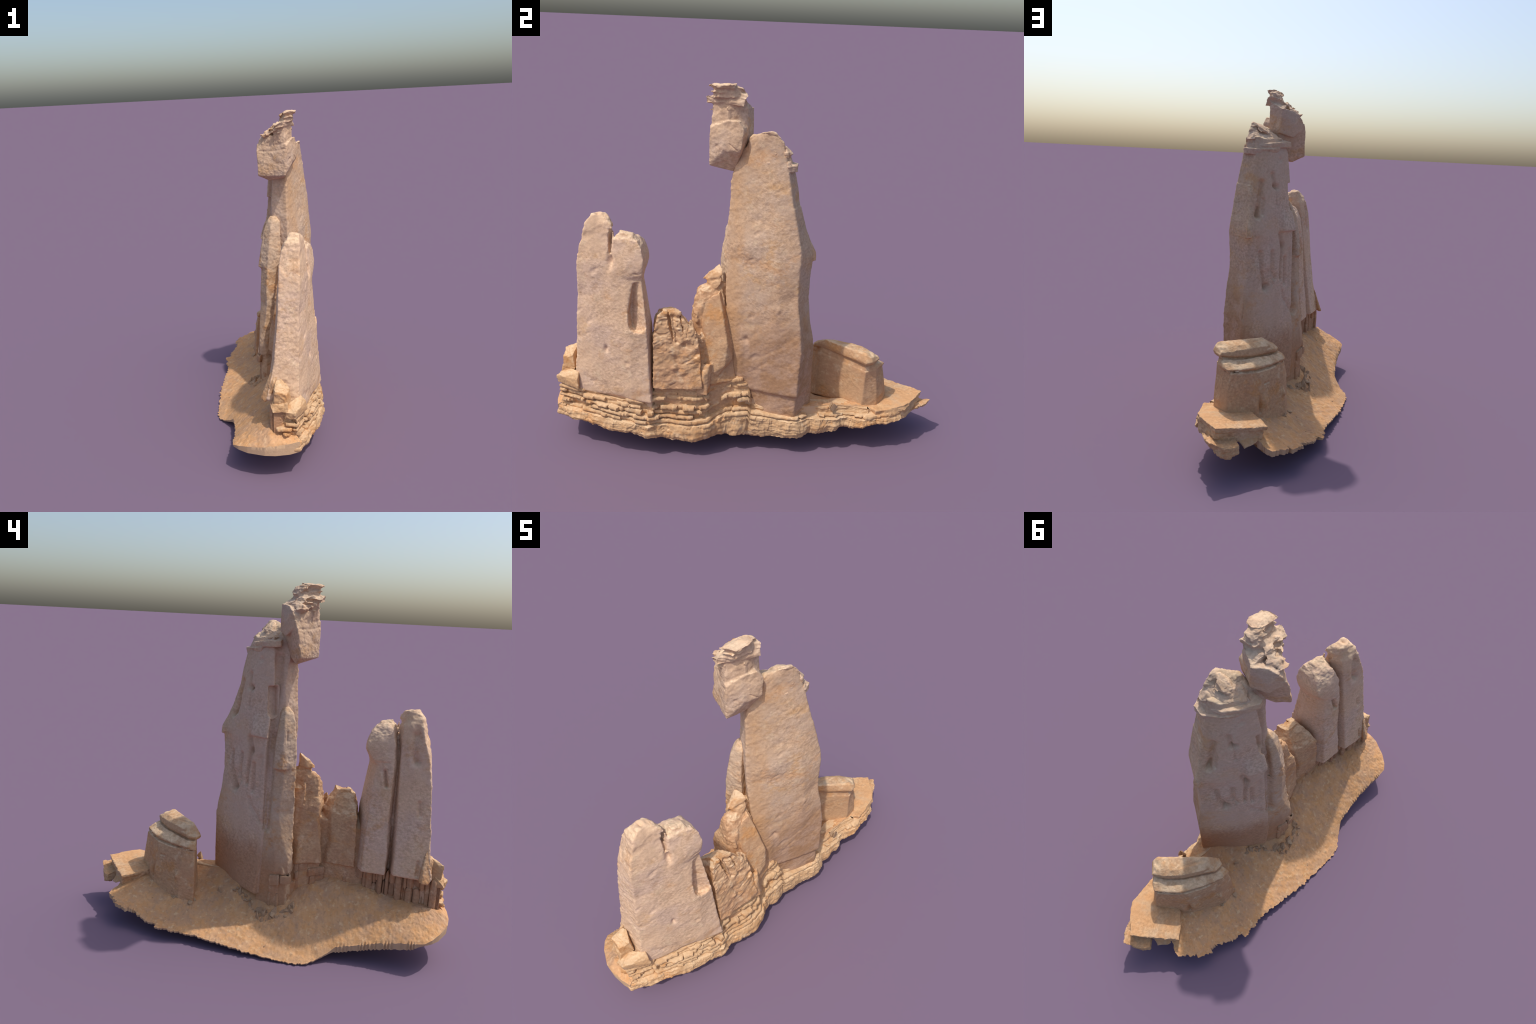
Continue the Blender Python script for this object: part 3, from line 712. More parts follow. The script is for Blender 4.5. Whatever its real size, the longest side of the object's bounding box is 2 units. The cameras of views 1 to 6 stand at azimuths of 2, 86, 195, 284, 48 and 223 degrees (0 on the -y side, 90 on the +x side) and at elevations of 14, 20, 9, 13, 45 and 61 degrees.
def pillar_relief(P, N):
    d = weathering(P, N, lumps=.7, streak=.8, seed=230)
    ea = smooth01(.3, .6, N[:, 0])
    g = lambda pts, w, dep: groove(P, pts, w, dep)
    d += ea * (dent(P, (.242, -.697, .58), (.03, .009, .018), .014) + dent(P, (.275, -.592, .52), (.03, .012, .010), .006) + g([(.278, -.553, .99), (.292, -.53, .985), (.295, -.505, .99)], .004, .006)
               + g([(.20, -.80, .40), (.24, -.70, .365)], .02, .004) + dent(P, (.255, -.655, 1.04), (.03, .012, .03), .02)
               + dent(P, (.205, -.80, .85), (.03, .02, .03), .005))
    we = smooth01(.3, .6, -N[:, 0])
    d += we * 1.9 * (g([(.105, -.597, .93), (.095, -.613, .855)], .009, .014) + g([(.086, -.596, .736), (.081, -.6, .698)], .007, .007) + g([(.092, -.633, .851), (.096, -.660, .905)], .003, .005)
               + g([(.117, -.735, 1.13), (.112, -.735, 1.05), (.099, -.75, .998)], .018, .018) + g([(.125, -.742, 1.16), (.115, -.762, 1.10)], .012, .010)
               + g([(.067, -.788, .793), (.057, -.795, .73)], .010, .013) + g([(.025, -.812, .495), (.014, -.81, .426)], .008, .008)
               + g([(.10, -.62, .975), (.12, -.53, .965)], .006, .003))
    top = smooth01(.2, .6, N[:, 2])
    d += top * (0.006 * terrace(fbm(P, 24, 2, 236), 3, .3) + dent(P, (.19, -.712, 1.245), (.012, .008, .02), .010))
    d += smooth01(1.12, 1.18, P[:, 2]) * 0.007 * fbm(P, 16, 3, 238)
    d += smooth01(.55, .50, P[:, 2]) * smooth01(.4, .7, -N[:, 1]) * 0.008 * terrace(fbm(P, 12, 2, 239), 3, .3)
    return d


front_pad = hull([(.215, -.665, 1.21), (.24, -.642, 1.20), (.252, -.64, 1.14), (.24, -.635, 1.16), (.20, -.66, 1.15), (.225, -.69, 1.22), (.235, -.66, 1.06), (.2, -.68, 1.22)])
knob = hull([(.215, -.58, 1.163), (.245, -.565, 1.165), (.25, -.595, 1.172), (.235, -.61, 1.178), (.21, -.60, 1.175), (.2, -.59, 1.14), (.26, -.59, 1.14)])
pillars = rock("twin_pillars", [loft(front_levels), loft(rear_levels), front_pad, knob],
               PALE, root, 0.004, [niche, notch], 4, pillar_relief,
               iron=lambda P, N: smooth01(.4, .7, N[:, 0]) * smooth01(.062, .03, np.abs(P[:, 1] + .652)) * smooth01(1.0, .94, P[:, 2]))

# slipped flake and blocks against the south foot of the pillars
flake = rock("slipped_flake", [hull([(.046, -.848, .565), (.03, -.842, .53), (-.011, -.822, .407), (-.02, -.84, .40), (.0, -.868, .39), (.035, -.88, .43), (.055, -.885, .50), (.07, -.868, .53), (.055, -.84, .42)])],
             WARM, root, 0.003, [], 2, lambda P, N: weathering(P, N, hackle=1.5, lumps=1.5, seed=260))
for pts in ([(.05, -.915, .488), (.062, -.875, .515), (.09, -.868, .520), (.138, -.89, .475), (.118, -.942, .458), (.055, -.942, .488), (.045, -.93, .40), (.045, -.87, .40), (.14, -.88, .40), (.12, -.945, .40)],
            [(.03, -.935, .40), (.045, -.90, .425), (.12, -.945, .425), (.125, -.90, .42), (.04, -.955, .37), (.12, -.955, .37), (.04, -.88, .36), (.13, -.88, .36)],
            [(.105, -.955, .375), (.155, -.972, .376), (.185, -.93, .385), (.215, -.855, .385), (.19, -.85, .415), (.12, -.90, .40), (.155, -.970, .335), (.222, -.85, .335), (.1, -.95, .335), (.15, -.85, .335)]):
    rock("fallen_block", [hull(pts)], BEDDED, root, 0.003, [], 2, lambda P, N: weathering(P, N, hackle=1.4, lumps=2.0, seed=270) + .006 * terrace(fbm(P, 14, 3, 271), 4, .3))

# ------------------------------------------------------------------ bedded ledge
def curve(rows, s):
    rows = np.array(rows, float)
    return np.stack([np.interp(s, rows[:, 0], rows[:, k]) for k in range(1, rows.shape[1])], -1)


# plan of the cliff foot, south-west corner round the east side to the north end, and for each
# station the heights of the cliff's bottom, of the massive bed's top and of the ledge's top
EDGE = [(.030, -.900, .170, .215, .330), (.030, -.950, .165, .215, .385), (.168, -.966, .158, .210, .380), (.200, -.890, .155, .210, .350), (.220, -.840, .153, .208, .335), (.262, -.722, .148, .205, .318),
        (.290, -.640, .138, .198, .312), (.312, -.560, .130, .195, .325), (.318, -.490, .118, .188, .345), (.302, -.455, .112, .188, .370), (.302, -.400, .108, .190, .390), (.318, -.320, .104, .192, .400),
        (.322, -.262, .102, .192, .396), (.310, -.205, .105, .195, .378), (.276, -.165, .105, .205, .39), (.260, -.110, .105, .230, .430), (.266, -.050, .100, .240, .430), (.258, .000, .098, .240, .390),
        (.262, .016, .095, .215, .275), (.272, .080, .092, .210, .258), (.290, .160, .100, .205, .245), (.300, .235, .107, .205, .245), (.296, .275, .110, .205, .262), (.268, .320, .114, .205, .258), (.274, .400, .120, .200, .260),
        (.278, .445, .124, .200, .262), (.255, .480, .135, .200, .258), (.262, .560, .145, .195, .250), (.280, .630, .158, .196, .250), (.264, .665, .160, .196, .244), (.262, .720, .168, .200, .240), (.235, .80, .17, .205, .246)]
_e = np.array(EDGE)
_s = np.r_[0, np.cumsum(np.linalg.norm(np.diff(_e[:, :2], axis=0), axis=1))]
EDGE_S = np.c_[_s, _e]
LEN = _s[-1]


def edge_at(s):
    """x, y, bottom, band top, ledge top and outward direction."""
    r = curve(EDGE_S, s)
    h = 0.02
    t = curve(EDGE_S, np.clip(np.asarray(s) + h, 0, LEN))[..., :2] - curve(EDGE_S, np.clip(np.asarray(s) - h, 0, LEN))[..., :2]
    t = t / np.linalg.norm(t, axis=-1, keepdims=True)
    return r, np.stack([t[..., 1], -t[..., 0]], -1)


def bedrock():
    S, T = 760, 58
    s = np.linspace(0, LEN, S)
    r, o = edge_at(s)
    t = np.linspace(0, 1, T)
    P = np.zeros((S, T, 3))
    z = r[:, None, 2] + (r[:, None, 4] - .012 - r[:, None, 2]) * t[None, :]
    Q = np.stack([np.repeat(s, T), np.zeros(S * T), z.ravel()], 1)
    beds = terrace(fbm(Q * np.array([.35, 1, 3.2]), 9, 3, 300), 5, .25).reshape(S, T) * .016
    facets = terrace(fbm(Q * np.array([1, 1, .35]), 13, 3, 310), 5, .3).reshape(S, T) * .020
    rough = (fbm(Q, 30, 3, 320).reshape(S, T)) * .006
    band = np.clip((z - r[:, None, 2]) / (r[:, None, 3] - r[:, None, 2]), 0, 2)
    lower = smooth01(1.05, .92, band)
    off = lower * (.004 + facets * 1.0 + beds * .6 + .012 * np.clip(1 - band, 0, 1) - .010 * np.clip(1 - 4 * band, 0, 1)) + (1 - lower) * (-.032 + beds + facets * .5) + rough
    ragged = .020 * fbm(np.stack([s, s * 0, s * 0], 1), 11, 3, 330) + .006 * fbm(np.stack([s, s * 0, s * 0], 1), 60, 2, 331)
    z = z + ragged[:, None] * (1 - t[None, :]) ** 3
    P[..., :2] = r[:, None, :2] + o[:, None, :] * off[..., None]
    P[..., 2] = z
    back = np.zeros((S, 3, 3))
    for i, (dep, zz) in enumerate(((.10, r[:, 4] - .012), (.12, (r[:, 4] + r[:, 2]) / 2), (.07, r[:, 2] + .03))):
        back[:, i, :2] = r[:, :2] - o * dep
        back[:, i, 2] = zz
    A = np.concatenate([P, back], 1)
    K = T + 3
    V = A.reshape(-1, 3)
    F = [[i * K + j, (i + 1) * K + j, (i + 1) * K + (j + 1) % K, i * K + (j + 1) % K] for i in range(S - 1) for j in range(K)]
    F.append([j for j in range(K)])
    F.append([(S - 1) * K + j for j in range(K)][::-1])
    return [tuple(v) for v in V], F


ledge = add("ledge", bedrock(), BEDDED, root, 45)
rock("corner_block", [hull([(.09, -.972, .160), (.168, -.970, .160), (.180, -.93, .160), (.09, -.92, .160), (.09, -.974, .218), (.170, -.972, .217), (.184, -.93, .215), (.09, -.92, .22)])], BEDDED, ledge, 0.0035, [], 2,
     lambda P, N: weathering(P, N, lumps=2.0, seed=290))


def bed_piece(s0, s1, f0, f1, out, depth=.06, wall=edge_at, span=(3, 4), pitch=0, ragged=.4, seed=0):
    """One broken length of a bed: a rounded bar following the cliff from s0 to s1."""
    r_ = np.random.default_rng(seed)
    n = max(6, int((s1 - s0) / .0035))
    u = np.linspace(0, 1, n)
    s = s0 + (s1 - s0) * u
    r, o = wall(s)
    lo, hi = r[:, span[0]], r[:, span[1]]
    z0, z1 = (lo + pitch * f0, lo + pitch * f1) if pitch else (lo + (hi - lo) * f0, lo + (hi - lo) * f1)
    m = (z1 - z0) / 2
    prof = [(-depth, -1), (-.010, -1), (-.002, -.95), (0.0, -.6), (.001, 0.), (-.001, .6), (-.003, .92), (-.010, 1), (-depth, 1)]
    K = len(prof)
    endf = np.minimum(1, np.minimum(u, 1 - u) * (s1 - s0) / (.005 + .004 * ragged))
    one = np.stack([s, s * 0 + f0 * 9, s * 0], 1)
    # broken front: short lengths that stand out or fall back by up to a centimetre, with square steps between
    wob, q = np.zeros(n), s0 - .01
    value = r_.normal(0, .007)
    while q < s1:
        run = r_.choice([.015, .03, .06, .11], p=[.25, .3, .3, .15])
        nxt = np.clip(r_.normal(0, .0060), -.014, .012)
        if r_.random() < .09:
            nxt = -.024
        wob += (nxt - value) * smooth01(q - .0025, q + .0025, s)
        value, q = nxt, q + run
    wob = ragged * (wob + .004 * fbm(one, 60, 2, seed % 71)) + .002 * fbm(one, 80, 2, seed % 67)
    dz = .004 * fbm(np.stack([s, s * 0 + f0 * 3, s * 0 + 4], 1), 9, 2, 83)
    m = m * (1 + .22 * ragged * terrace(fbm(one + 5.5, 18, 2, seed % 53), 4, .2))
    V = np.zeros((n, K, 3))
    for k, (d, h) in enumerate(prof):
        dd = d + (out + wob if d > -depth else 0) - (1 - endf) * (.004 + .004 * ragged)
        V[:, k, :2] = r[:, :2] + o * dd[:, None] if np.ndim(dd) else r[:, :2] + o * dd
        V[:, k, 2] = (z0 + z1) / 2 + m * h * (1 - (.12 + .15 * ragged) * (1 - endf)) + dz
    flat = V.reshape(-1, 3)
    flat = flat + (.0018 * np.stack([fbm(flat, 55, 2, 400 + a) for a in range(3)], 1))
    F = [[i * K + j, (i + 1) * K + j, (i + 1) * K + (j + 1) % K, i * K + (j + 1) % K] for i in range(n - 1) for j in range(K)]
    F.append(list(range(K)))
    F.append([(n - 1) * K + j for j in range(K)][::-1])
    return [tuple(v) for v in flat], F


seed = 500
PITCH = .0255
for k in range(9):
    s = rng.uniform(0, .2) * (k > 0)
    while s < LEN - .03:
        e = min(s + rng.choice([.08, .16, .35, .8]), LEN)
        # a bed runs on until the ledge gets too low for it
        t = np.linspace(s, e, 40)
        r, _ = edge_at(t)
        ok = (r[:, 4] - r[:, 3]) > PITCH * (k + .55)
        seed += 1
        runs = np.flatnonzero(np.diff(np.r_[0, ok.astype(int), 0]))
        for a, b in zip(runs[::2], runs[1::2]):
            quiet = edge_at(np.array([t[a]]))[0][0, 1] > -.30 and k > 0 and rng.random() < .35
            if t[b - 1] - t[a] > .02 and not quiet:
                add("bed", bed_piece(t[a], t[b - 1], k + rng.uniform(-.05, .15), k + rng.uniform(.58, .86), .004 - .0035 * k + rng.normal(0, .003), pitch=PITCH, ragged=1.0, seed=seed), BEDDED, ledge, 30)
        s = e

# continuous shelves near the top of the massive bed
for f0, f1, out in ((-1.9, -1.15, .008), (-.95, -.25, .006)):
    s = .0
    while s < LEN * .60:
        e = s + rng.uniform(.35, .8)
        seed += 1
        add("bed", bed_piece(s, min(e, LEN * .62), f0, f1, out + rng.normal(0, .002), pitch=PITCH, ragged=.6, seed=seed), BEDDED, ledge, 30)
        s = e

# ---- courses of brick-like rock under the west side
WEST = [(.030, -.940, .245, .3, .40), (.020, -.885, .262, .3, .405), (.038, -.80, .272, .3, .405), (.050, -.70, .282, .3, .405), (.062, -.64, .288, .3, .405), (.072, -.560, .294, .3, .400),
        (.085, -.50, .30, .3, .400), (.085, -.43, .305, .3, .400), (.092, -.345, .308, .3, .402), (.075, -.305, .30, .3, .402), (.030, -.215, .270, .3, .405), (.010, -.182, .240, .3, .40), (-.047, -.168, .215, .3, .345),
        (-.060, -.110, .185, .3, .345), (-.045, -.03, .180, .3, .33)]
_w = np.array(WEST)
_ws = np.r_[0, np.cumsum(np.linalg.norm(np.diff(_w[:, :2], axis=0), axis=1))]
WEST_S = np.c_[_ws, _w]


def west_at(s):
    r = curve(WEST_S, s)
    h = .015
    t = curve(WEST_S, np.clip(np.asarray(s) + h, 0, _ws[-1]))[..., :2] - curve(WEST_S, np.clip(np.asarray(s) - h, 0, _ws[-1]))[..., :2]
    t = t / np.linalg.norm(t, axis=-1, keepdims=True)
    return r, np.stack([-t[..., 1], t[..., 0]], -1)


footing = bpy.data.objects.new("footing", None)
bpy.context.collection.objects.link(footing)
footing.parent = root
s = 0
while s < _ws[-1] - .02:
    y = west_at(np.array([s]))[0][0, 1]
    thin = y < -.53
    L = rng.choice([.012, .02, .035, .055]) if thin else rng.uniform(.05, .10)
    e = min(s + L, _ws[-1])
    courses = (rng.choice([1, 2]) if thin else 3)
    cut = np.r_[-.25, np.sort((np.arange(1, courses) + rng.normal(0, .16, courses - 1)) / courses), 1.0]
    for c in range(courses):
        seed += 1
        if not thin and rng.random() < .15:
            continue
        add("footing_block", bed_piece(s, e + .001 - rng.choice([0, 0, .004]), cut[c], cut[c + 1] + .004,
                                       (rng.normal(-.008, .006) if thin else -.007 * (courses - 1 - c) + rng.normal(-.003, .004)), wall=west_at, span=(2, 4), ragged=.5, seed=seed), FOOTING, footing, 40)
    s = e

# ------------------------------------------------------------------ sandy ground
# outline stations: x, y, height of the rim, height of its underside
RIM = [(.174, -.972, .216, .156), (.120, -.986, .212, .150), (.046, -.994, .206, .149), (-.01, -.990, .200, .150), (-.10, -.952, .185, .146), (-.150, -.918, .172, .148), (-.178, -.885, .160, .148),
       (-.180, -.83, .150, .125), (-.178, -.75, .138, .112), (-.178, -.65, .118, .092), (-.190, -.55, .095, .070), (-.207, -.453, .074, .052), (-.226, -.425, .050, .038), (-.266, -.368, .020, .012),
       (-.306, -.310, .008, .001), (-.314, -.230, .008, .001), (-.318, -.16, .012, .005), (-.316, -.05, .022, .014), (-.316, .057, .035, .026), (-.304, .17, .042, .033), (-.295, .27, .052, .042), (-.288, .30, .045, .037),
       (-.298, .40, .060, .050), (-.309, .455, .068, .057), (-.284, .50, .072, .061), (-.278, .545, .076, .065), (-.250, .60, .088, .077), (-.234, .625, .100, .085), (-.258, .690, .113, .096), (-.195, .752, .121, .096), (-.140, .826, .130, .100),
       (-.095, .815, .142, .11), (-.02, .76, .19, .13), (.06, .76, .215, .15), (.15, .75, .24, .17), (.225, .72, .232, .18), (.225, .60, .240, .17), (.22, .45, .248, .16), (.25, .32, .255, .15), (.26, .20, .262, .14),
       (.23, .05, .28, .13), (.22, -.1, .32, .14), (.24, -.25, .34, .14), (.25, -.42, .34, .15), (.25, -.56, .32, .16), (.21, -.70, .30, .17), (.17, -.82, .27, .18), (.155, -.92, .24, .165)]
SPOT = [(.02, -.955, .246), (.02, -.87, .262), (-.09, -.772, .199), (-.086, -.808, .204), (.072, -.565, .290), (.09, -.40, .300), (.105, -.345, .302), (.04, -.28, .265), (-.016, -.349, .212), (-.01, -.20, .205), (-.06, -.13, .160),
        (-.123, -.286, .130), (-.204, -.298, .070), (-.046, .061, .123), (.006, .045, .165), (.054, .148, .215), (.14, .26, .24), (.20, .33, .248), (.026, .246, .165), (-.08, .325, .13), (-.102, .431, .150), (-.035, .614, .180),
        (.03, .69, .205), (.126, .721, .225), (.217, .595, .252), (.10, .42, .205), (-.20, .2, .062), (-.2, -.1, .060), (-.13, -.13, .118), (-.12, .2, .092), (-.19, .45, .086)]


def harmonic(cx, cy, cz):
    """Smooth height rule through scattered spot heights (linear radial basis)."""
    C = np.c_[cx, cy]
    D = np.linalg.norm(C[:, None] - C[None], axis=2)
    n = len(C)
    A = np.zeros((n + 3, n + 3))
    A[:n, :n] = D
    A[:n, n] = A[n, :n] = 1
    A[:n, n + 1:] = C
    A[n + 1:, :n] = C.T
    w = np.linalg.solve(A, np.r_[cz, 0, 0, 0])
    return lambda x, y: (np.linalg.norm(np.stack([x, y], -1)[..., None, :] - C, axis=-1) @ w[:n]) + w[n] + w[n + 1] * x + w[n + 2] * y


_r = np.array(RIM)
_sp = np.array(SPOT)
ground_z = harmonic(np.r_[_r[:, 0], _sp[:, 0]], np.r_[_r[:, 1], _sp[:, 1]], np.r_[_r[:, 2], _sp[:, 2]])


def ground():
    ring = np.r_[_r, _r[:1]]
    d = np.r_[0, np.cumsum(np.linalg.norm(np.diff(ring[:, :2], axis=0), axis=1))]
    N = 1300
    s = np.linspace(0, d[-1], N, endpoint=False)
    X = np.stack([np.interp(s, d, ring[:, k]) for k in range(4)], 1)
    one = np.stack([s, s * 0, s * 0], 1)
    c = np.array([.02, -.1])
    t = np.roll(X[:, :2], -3, 0) - np.roll(X[:, :2], 3, 0)
    t /= np.linalg.norm(t, axis=1)[:, None]
    o = np.stack([-t[:, 1], t[:, 0]], 1)
    o *= np.sign((o * (X[:, :2] - c)).sum(1))[:, None]
    west = smooth01(.0, -.12, X[:, 0]) * smooth01(-.45, -.30, X[:, 1])
    teeth = smooth01(-.86, -.82, X[:, 1]) * smooth01(-.43, -.47, X[:, 1]) * smooth01(.0, -.1, X[:, 0])
    saw = np.abs(((s * 46 + 2.2 * fbm(one, 12, 2, 610)) % 1) - .5) * 2 * (.55 + 1.2 * np.abs(fbm(one, 31, 2, 613)))
    jag = west * ((.010 + .016 * smooth01(.25, .5, X[:, 1])) * terrace(fbm(one, 15, 3, 600), 3, .3) + .012 * terrace(fbm(one, 52, 2, 601), 4, .2) + .006 * fbm(one, 120, 2, 602)) + west * smooth01(-.25, .35, X[:, 1]) * .018 * (((s * 13 + 1.2 * fbm(one, 5, 2, 605)) % 1) - .6) * smooth01(-.05, .2, fbm(one, 7, 2, 607)) + teeth * (saw - .5) * .012 * (1 + fbm(one, 20, 2, 612))
    X[:, :2] += o * jag[:, None]
    under = X[:, 3] - teeth * .016 * (1 - saw)
    spine = np.stack([np.full(N, .06), np.clip(X[:, 1], -.82, .66)], 1)
    V, rows = [], 0
    R = 64
    for i in range(R + 1):
        f = 1 - (i / R) ** 1.0
        q = spine + (X[:, :2] - spine) * f
        z = ground_z(q[:, 0], q[:, 1])
        z = np.where(f > .97, X[:, 2] * (f - .97) / .03 + z * (1 - f) / .03, z)
        p3 = np.c_[q, z * 0]
        fall = np.minimum(1, (1 - f) * 14 + .25)
        z = z + fall * (.007 * fbm(p3, 9, 3, 620) + .0035 * ridged(p3 @ np.array([[.8, .6, 0], [-.6, .8, 0], [0, 0, 1]]) * np.array([1, .5, 1]), 28, 3, 625) + .005 * terrace(fbm(p3, 34, 2, 628), 3, .3) + .003 * fbm(p3, 70, 2, 629))
        V.append(np.c_[q, z])
    low = [np.c_[X[:, :2] - o * .002, (X[:, 2] + under) / 2], np.c_[X[:, :2] - o * .004, under]]
    for f in (.9, .6, .3, 0.0):
        q = spine + (X[:, :2] - spine) * f
        low.append(np.c_[q, np.minimum(under + .02 * (1 - f), ground_z(q[:, 0], q[:, 1]) - .01 - .05 * (1 - f))])
    top = V[::-1]
    allr = top + low
    A = np.concatenate(allr)
    A[:, 2] = np.maximum(A[:, 2], 0)
    F = [[i * N + j, (i + 1) * N + j, (i + 1) * N + (j + 1) % N, i * N + (j + 1) % N] for i in range(len(allr) - 1) for j in range(N)]
    return [tuple(v) for v in A], F


soil = add("sandy_ground", ground(), SOIL, root, 50)

# ---- north slab ledge
slab_solids = [
    # flat top bed, broken along its north-west edge
    loft([[(.268, .66, .214), (.264, .71, .214), (.250, .76, .218), (.240, .818, .228), (.205, .855, .230), (.170, .888, .230), (.130, .915, .228), (.098, .946, .230), (.050, .908, .224), (.0, .855, .213), (-.055, .805, .205), (-.100, .772, .203), (.02, .66, .215), (.15, .62, .22)],
          [(.264, .66, .242), (.261, .71, .240), (.247, .76, .246), (.237, .820, .256), (.203, .858, .257), (.172, .890, .257), (.132, .918, .254), (.097, .949, .253), (.052, .913, .248), (.0, .858, .237), (-.055, .808, .228), (-.102, .772, .222), (.02, .66, .236), (.15, .62, .24)]]),
    # thicker bed below it, set back
    loft([[(.268, .66, .158), (.258, .745, .162), (.225, .825, .165), (.195, .855, .168), (.160, .892, .175), (.110, .930, .172), (.040, .880, .166), (-.01, .84, .162), (-.075, .785, .158), (.03, .65, .15), (.15, .62, .16)],
          [(.262, .66, .230), (.252, .745, .230), (.228, .820, .232), (.198, .852, .234), (.164, .882, .234), (.100, .936, .226), (.040, .885, .216), (-.005, .845, .208), (-.080, .772, .200), (.03, .65, .21), (.15, .62, .22)]]),
    # lower steps and hanging lumps
    loft([[(.118, .978, .180), (.070, .970, .130), (.028, .945, .118), (-.005, .915, .130), (.05, .85, .14), (.17, .87, .18)],
          [(.102, .998, .206), (.065, .968, .180), (.026, .946, .165), (-.010, .905, .172), (.05, .85, .20), (.16, .86, .205)]]),
    hull([(.105, .985, .198), (.140, .958, .206), (.172, .905, .205), (.175, .88, .18), (.10, .90, .17), (.125, .965, .180)]),
    hull([(.02, .945, .112), (.07, .955, .118), (.085, .93, .14), (.03, .90, .12), (.03, .93, .16), (.07, .94, .17)]),
    hull([(-.02, .875, .142), (-.052, .835, .148), (-.072, .805, .168), (-.03, .80, .18), (.02, .86, .18), (0, .84, .138)]),
]
shelf = rock("north_slab", slab_solids, SHELF, root, 0.0034, [], 2,
             lambda P, N: .004 * fbm(P, 9, 3, 640) + .0018 * fbm(P, 45, 3, 641) + (1 - smooth01(.4, .75, np.abs(N[:, 2]))) * (.016 * terrace(fbm(P * np.array([1, 1, 2.2]), 12, 3, 645), 4, .3) + .006 * fbm(P, 24, 2, 646)))

# ---- north block
block_solids = [
    # body
    loft([[(.222, .592, .235), (.212, .676, .225), (.172, .718, .215), (.122, .748, .21), (.04, .680, .19), (-.030, .612, .175), (-.080, .505, .15), (-.108, .432, .13), (-.090, .348, .13), (.045, .372, .20)],
          [(.226, .595, .30), (.211, .672, .29), (.169, .710, .285), (.122, .737, .28), (.045, .672, .27), (-.022, .608, .265), (-.066, .500, .26), (-.090, .435, .25), (-.081, .350, .25), (.048, .378, .28)],
          [(.226, .595, .37), (.208, .664, .37), (.165, .698, .365), (.120, .722, .36), (.055, .668, .36), (-.010, .598, .36), (-.055, .495, .355), (-.080, .425, .35), (-.075, .352, .34), (.048, .384, .36)],
          [(.229, .597, .447), (.206, .658, .445), (.156, .690, .434), (.110, .711, .426), (.062, .661, .423), (.010, .602, .422), (-.042, .498, .416), (-.064, .415, .412), (-.060, .359, .413), (.043, .386, .452)]]),
    # middle bed
    loft([[(.220, .594, .440), (.205, .655, .448), (.162, .696, .440), (.122, .717, .433), (.07, .674, .430), (.021, .618, .428), (-.037, .507, .421), (-.075, .405, .416), (-.064, .350, .420), (.04, .388, .455)],
          [(.222, .595, .452), (.206, .656, .458), (.165, .698, .452), (.130, .717, .447), (.078, .672, .442), (.026, .618, .440), (-.032, .507, .434), (-.072, .403, .431), (-.060, .351, .434), (.042, .389, .468)],
          [(.220, .596, .466), (.20, .650, .470), (.163, .690, .466), (.148, .700, .460), (.092, .655, .453), (.037, .602, .451), (-.016, .495, .448), (-.057, .395, .447), (-.048, .356, .448), (.043, .392, .478)],
          [(.216, .596, .482), (.19, .640, .484), (.165, .665, .480), (.135, .645, .477), (.085, .590, .473), (.047, .540, .469), (.0, .462, .464), (-.036, .405, .460), (-.03, .362, .460), (.044, .394, .488)]]),
    # domed top bed
    loft([[(.236, .594, .484), (.230, .628, .487), (.176, .670, .482), (.122, .630, .480), (.066, .565, .476), (.010, .476, .470), (-.030, .411, .466), (-.026, .362, .465), (.010, .350, .468), (.045, .392, .490)],
          [(.246, .592, .503), (.241, .626, .508), (.186, .677, .500), (.127, .637, .498), (.070, .576, .495), (.015, .486, .490), (-.030, .414, .484), (-.025, .359, .480), (.014, .348, .482), (.046, .390, .510)],
          [(.230, .592, .540), (.233, .618, .531), (.180, .668, .514), (.122, .625, .517), (.068, .566, .515), (.017, .478, .511), (-.008, .412, .506), (-.003, .373, .503), (.022, .360, .500), (.048, .400, .532)],
          [(.205, .585, .549), (.21, .60, .546), (.17, .625, .533), (.125, .590, .536), (.085, .535, .535), (.05, .47, .533), (.03, .425, .529), (.03, .405, .526), (.04, .40, .526), (.055, .415, .538)]]),
]


def block_relief(P, N):
    d = weathering(P, N, lumps=1.4, seed=700) * .45
    side = smooth01(.1, .5, -N[:, 0])
    bead = lambda c, r, h: -dent(P, c, r, h)
    face = np.stack([.555 * P[:, 0] + .832 * P[:, 1], P[:, 2], P[:, 2] * 0], 1)
    f = lambda pts, wd, dep: groove(face, [(a, b, 0) for a, b in pts], wd, dep)
    wall = smooth01(.85, .5, N[:, 2])
    d += wall * smooth01(.30, .36, P[:, 2]) * smooth01(.25, .45, .83 * N[:, 1] * 0 - N[:, 0] + N[:, 1] * .6) * (f([(.70, .440), (.664, .437), (.506, .424), (.287, .421)], .006, .016) + f([(.70, .492), (.655, .489), (.506, .470), (.30, .463)], .006, .014))
    d += side * (groove(P, [(-.026, .575, .352), (-.040, .545, .356)], .006, .012)
                 + bead((.0, .645, .255), (.022, .020, .038), .016) + bead((-.034, .590, .265), (.020, .018, .038), .016) + bead((-.084, .446, .268), (.014, .014, .022), .016) + groove(P, [(-.018, .618, .30), (-.015, .615, .22)], .008, .014))
    d += smooth01(.6, .9, N[:, 2]) * smooth01(.50, .52, P[:, 2]) * (bead((.19, .635, .54), (.022, .010, .03), .006))
    return d


block = rock("north_block", block_solids, WARM, root, 0.003, [], 6, block_relief)

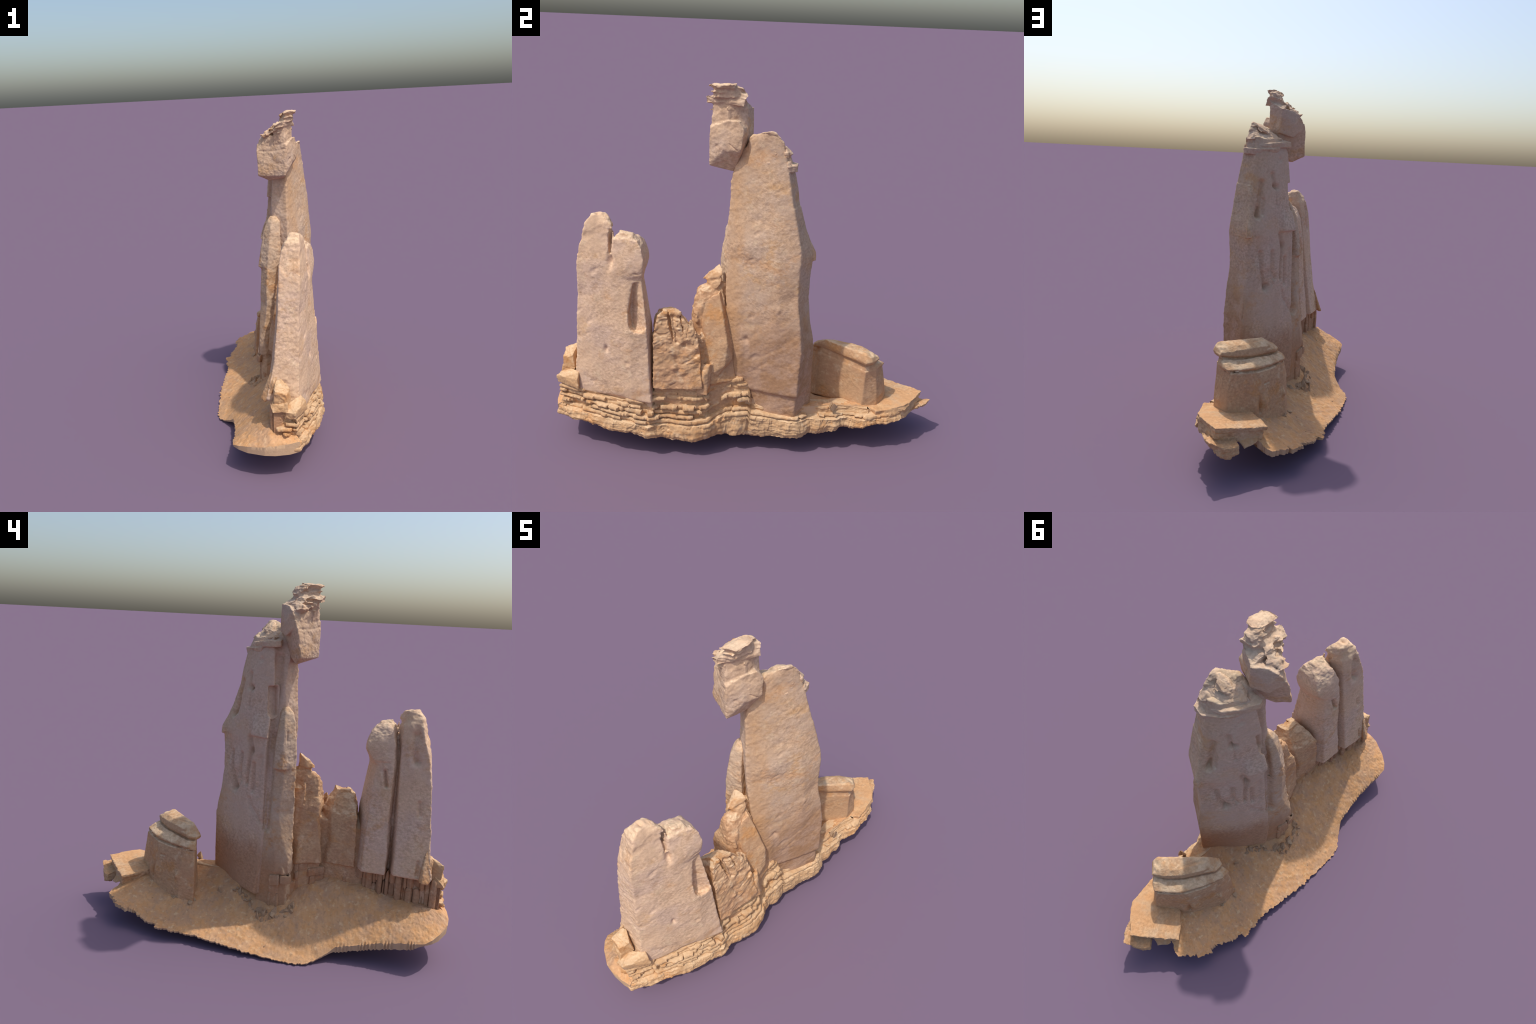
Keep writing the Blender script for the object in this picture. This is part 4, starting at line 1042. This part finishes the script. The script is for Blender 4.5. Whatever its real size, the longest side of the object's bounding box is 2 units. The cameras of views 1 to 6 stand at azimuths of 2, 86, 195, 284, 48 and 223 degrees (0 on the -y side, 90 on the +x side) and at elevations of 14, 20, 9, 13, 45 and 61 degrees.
# ------------------------------------------------------------------ rubble and small stones
stone_meshes = []
for i in range(8):
    r = np.random.default_rng(800 + i)
    pts = r.normal(size=(14, 3))
    pts /= np.linalg.norm(pts, axis=1)[:, None]
    pts *= np.array([1, .75, .7 if i < 5 else 1.7])
    if i >= 5:
        pts[:, :2] *= np.clip(.95 - pts[:, 2:] * .45, .15, 1.4)
    me = to_mesh("stone", hull(pts))
    me.materials.append(RUBBLE)
    stone_meshes.append(me)


def stone(x, y, size, sharp=False, lift=.2, parent=soil):
    ob = bpy.data.objects.new("stone", stone_meshes[rng.integers(5, 8) if sharp else rng.integers(0, 5)])
    z = float(ground_z(np.array([x]), np.array([y]))[0])
    ob.location = (x, y, z + size * lift)
    ob.scale = (size * rng.uniform(.8, 1.2), size * rng.uniform(.8, 1.2), size * rng.uniform(.7, 1.2))
    ob.rotation_euler = (rng.normal(0, .2), rng.normal(0, .2), rng.uniform(0, 6.3))
    bpy.context.collection.objects.link(ob)
    ob.parent = parent


foot = np.array([(.05, .15), (.0, .05), (-.05, .0), (-.075, -.06), (-.075, -.13), (-.06, -.18), (-.02, -.21)])
for i in range(60):
    t = rng.uniform(0, len(foot) - 1.001)
    a = int(t)
    p = foot[a] + (foot[a + 1] - foot[a]) * (t - a)
    away = abs(rng.normal(0, .022))
    stone(p[0] - away * .8, p[1] + away * .35 + rng.normal(0, .008), rng.choice([.007, .011, .017, .024], p=[.3, .3, .25, .15]), rng.random() < .4, .05)
for i in range(26):
    t = rng.uniform(0, 1)
    stone(-.07 - .03 * t + rng.normal(0, .008), .34 + .28 * t * .5, rng.uniform(.005, .013), rng.random() < .3)
for x, y, sz, sh in ((.02, .235, .018, True), (.0, .27, .012, False), (-.105, -.02, .02, True), (-.12, -.05, .015, True), (-.10, .36, .02, False), (-.085, .40, .02, False), (.25, .43, .014, True), (.265, .44, .018, True), (.22, .36, .012, False)):
    stone(x, y, sz, sh)
for i in range(60):
    y = rng.uniform(-.85, .6)
    x = rng.uniform(-.28, .02)
    if x > -.16 or y > -.4:
        stone(x, y, rng.uniform(.0025, .006), False, .1)
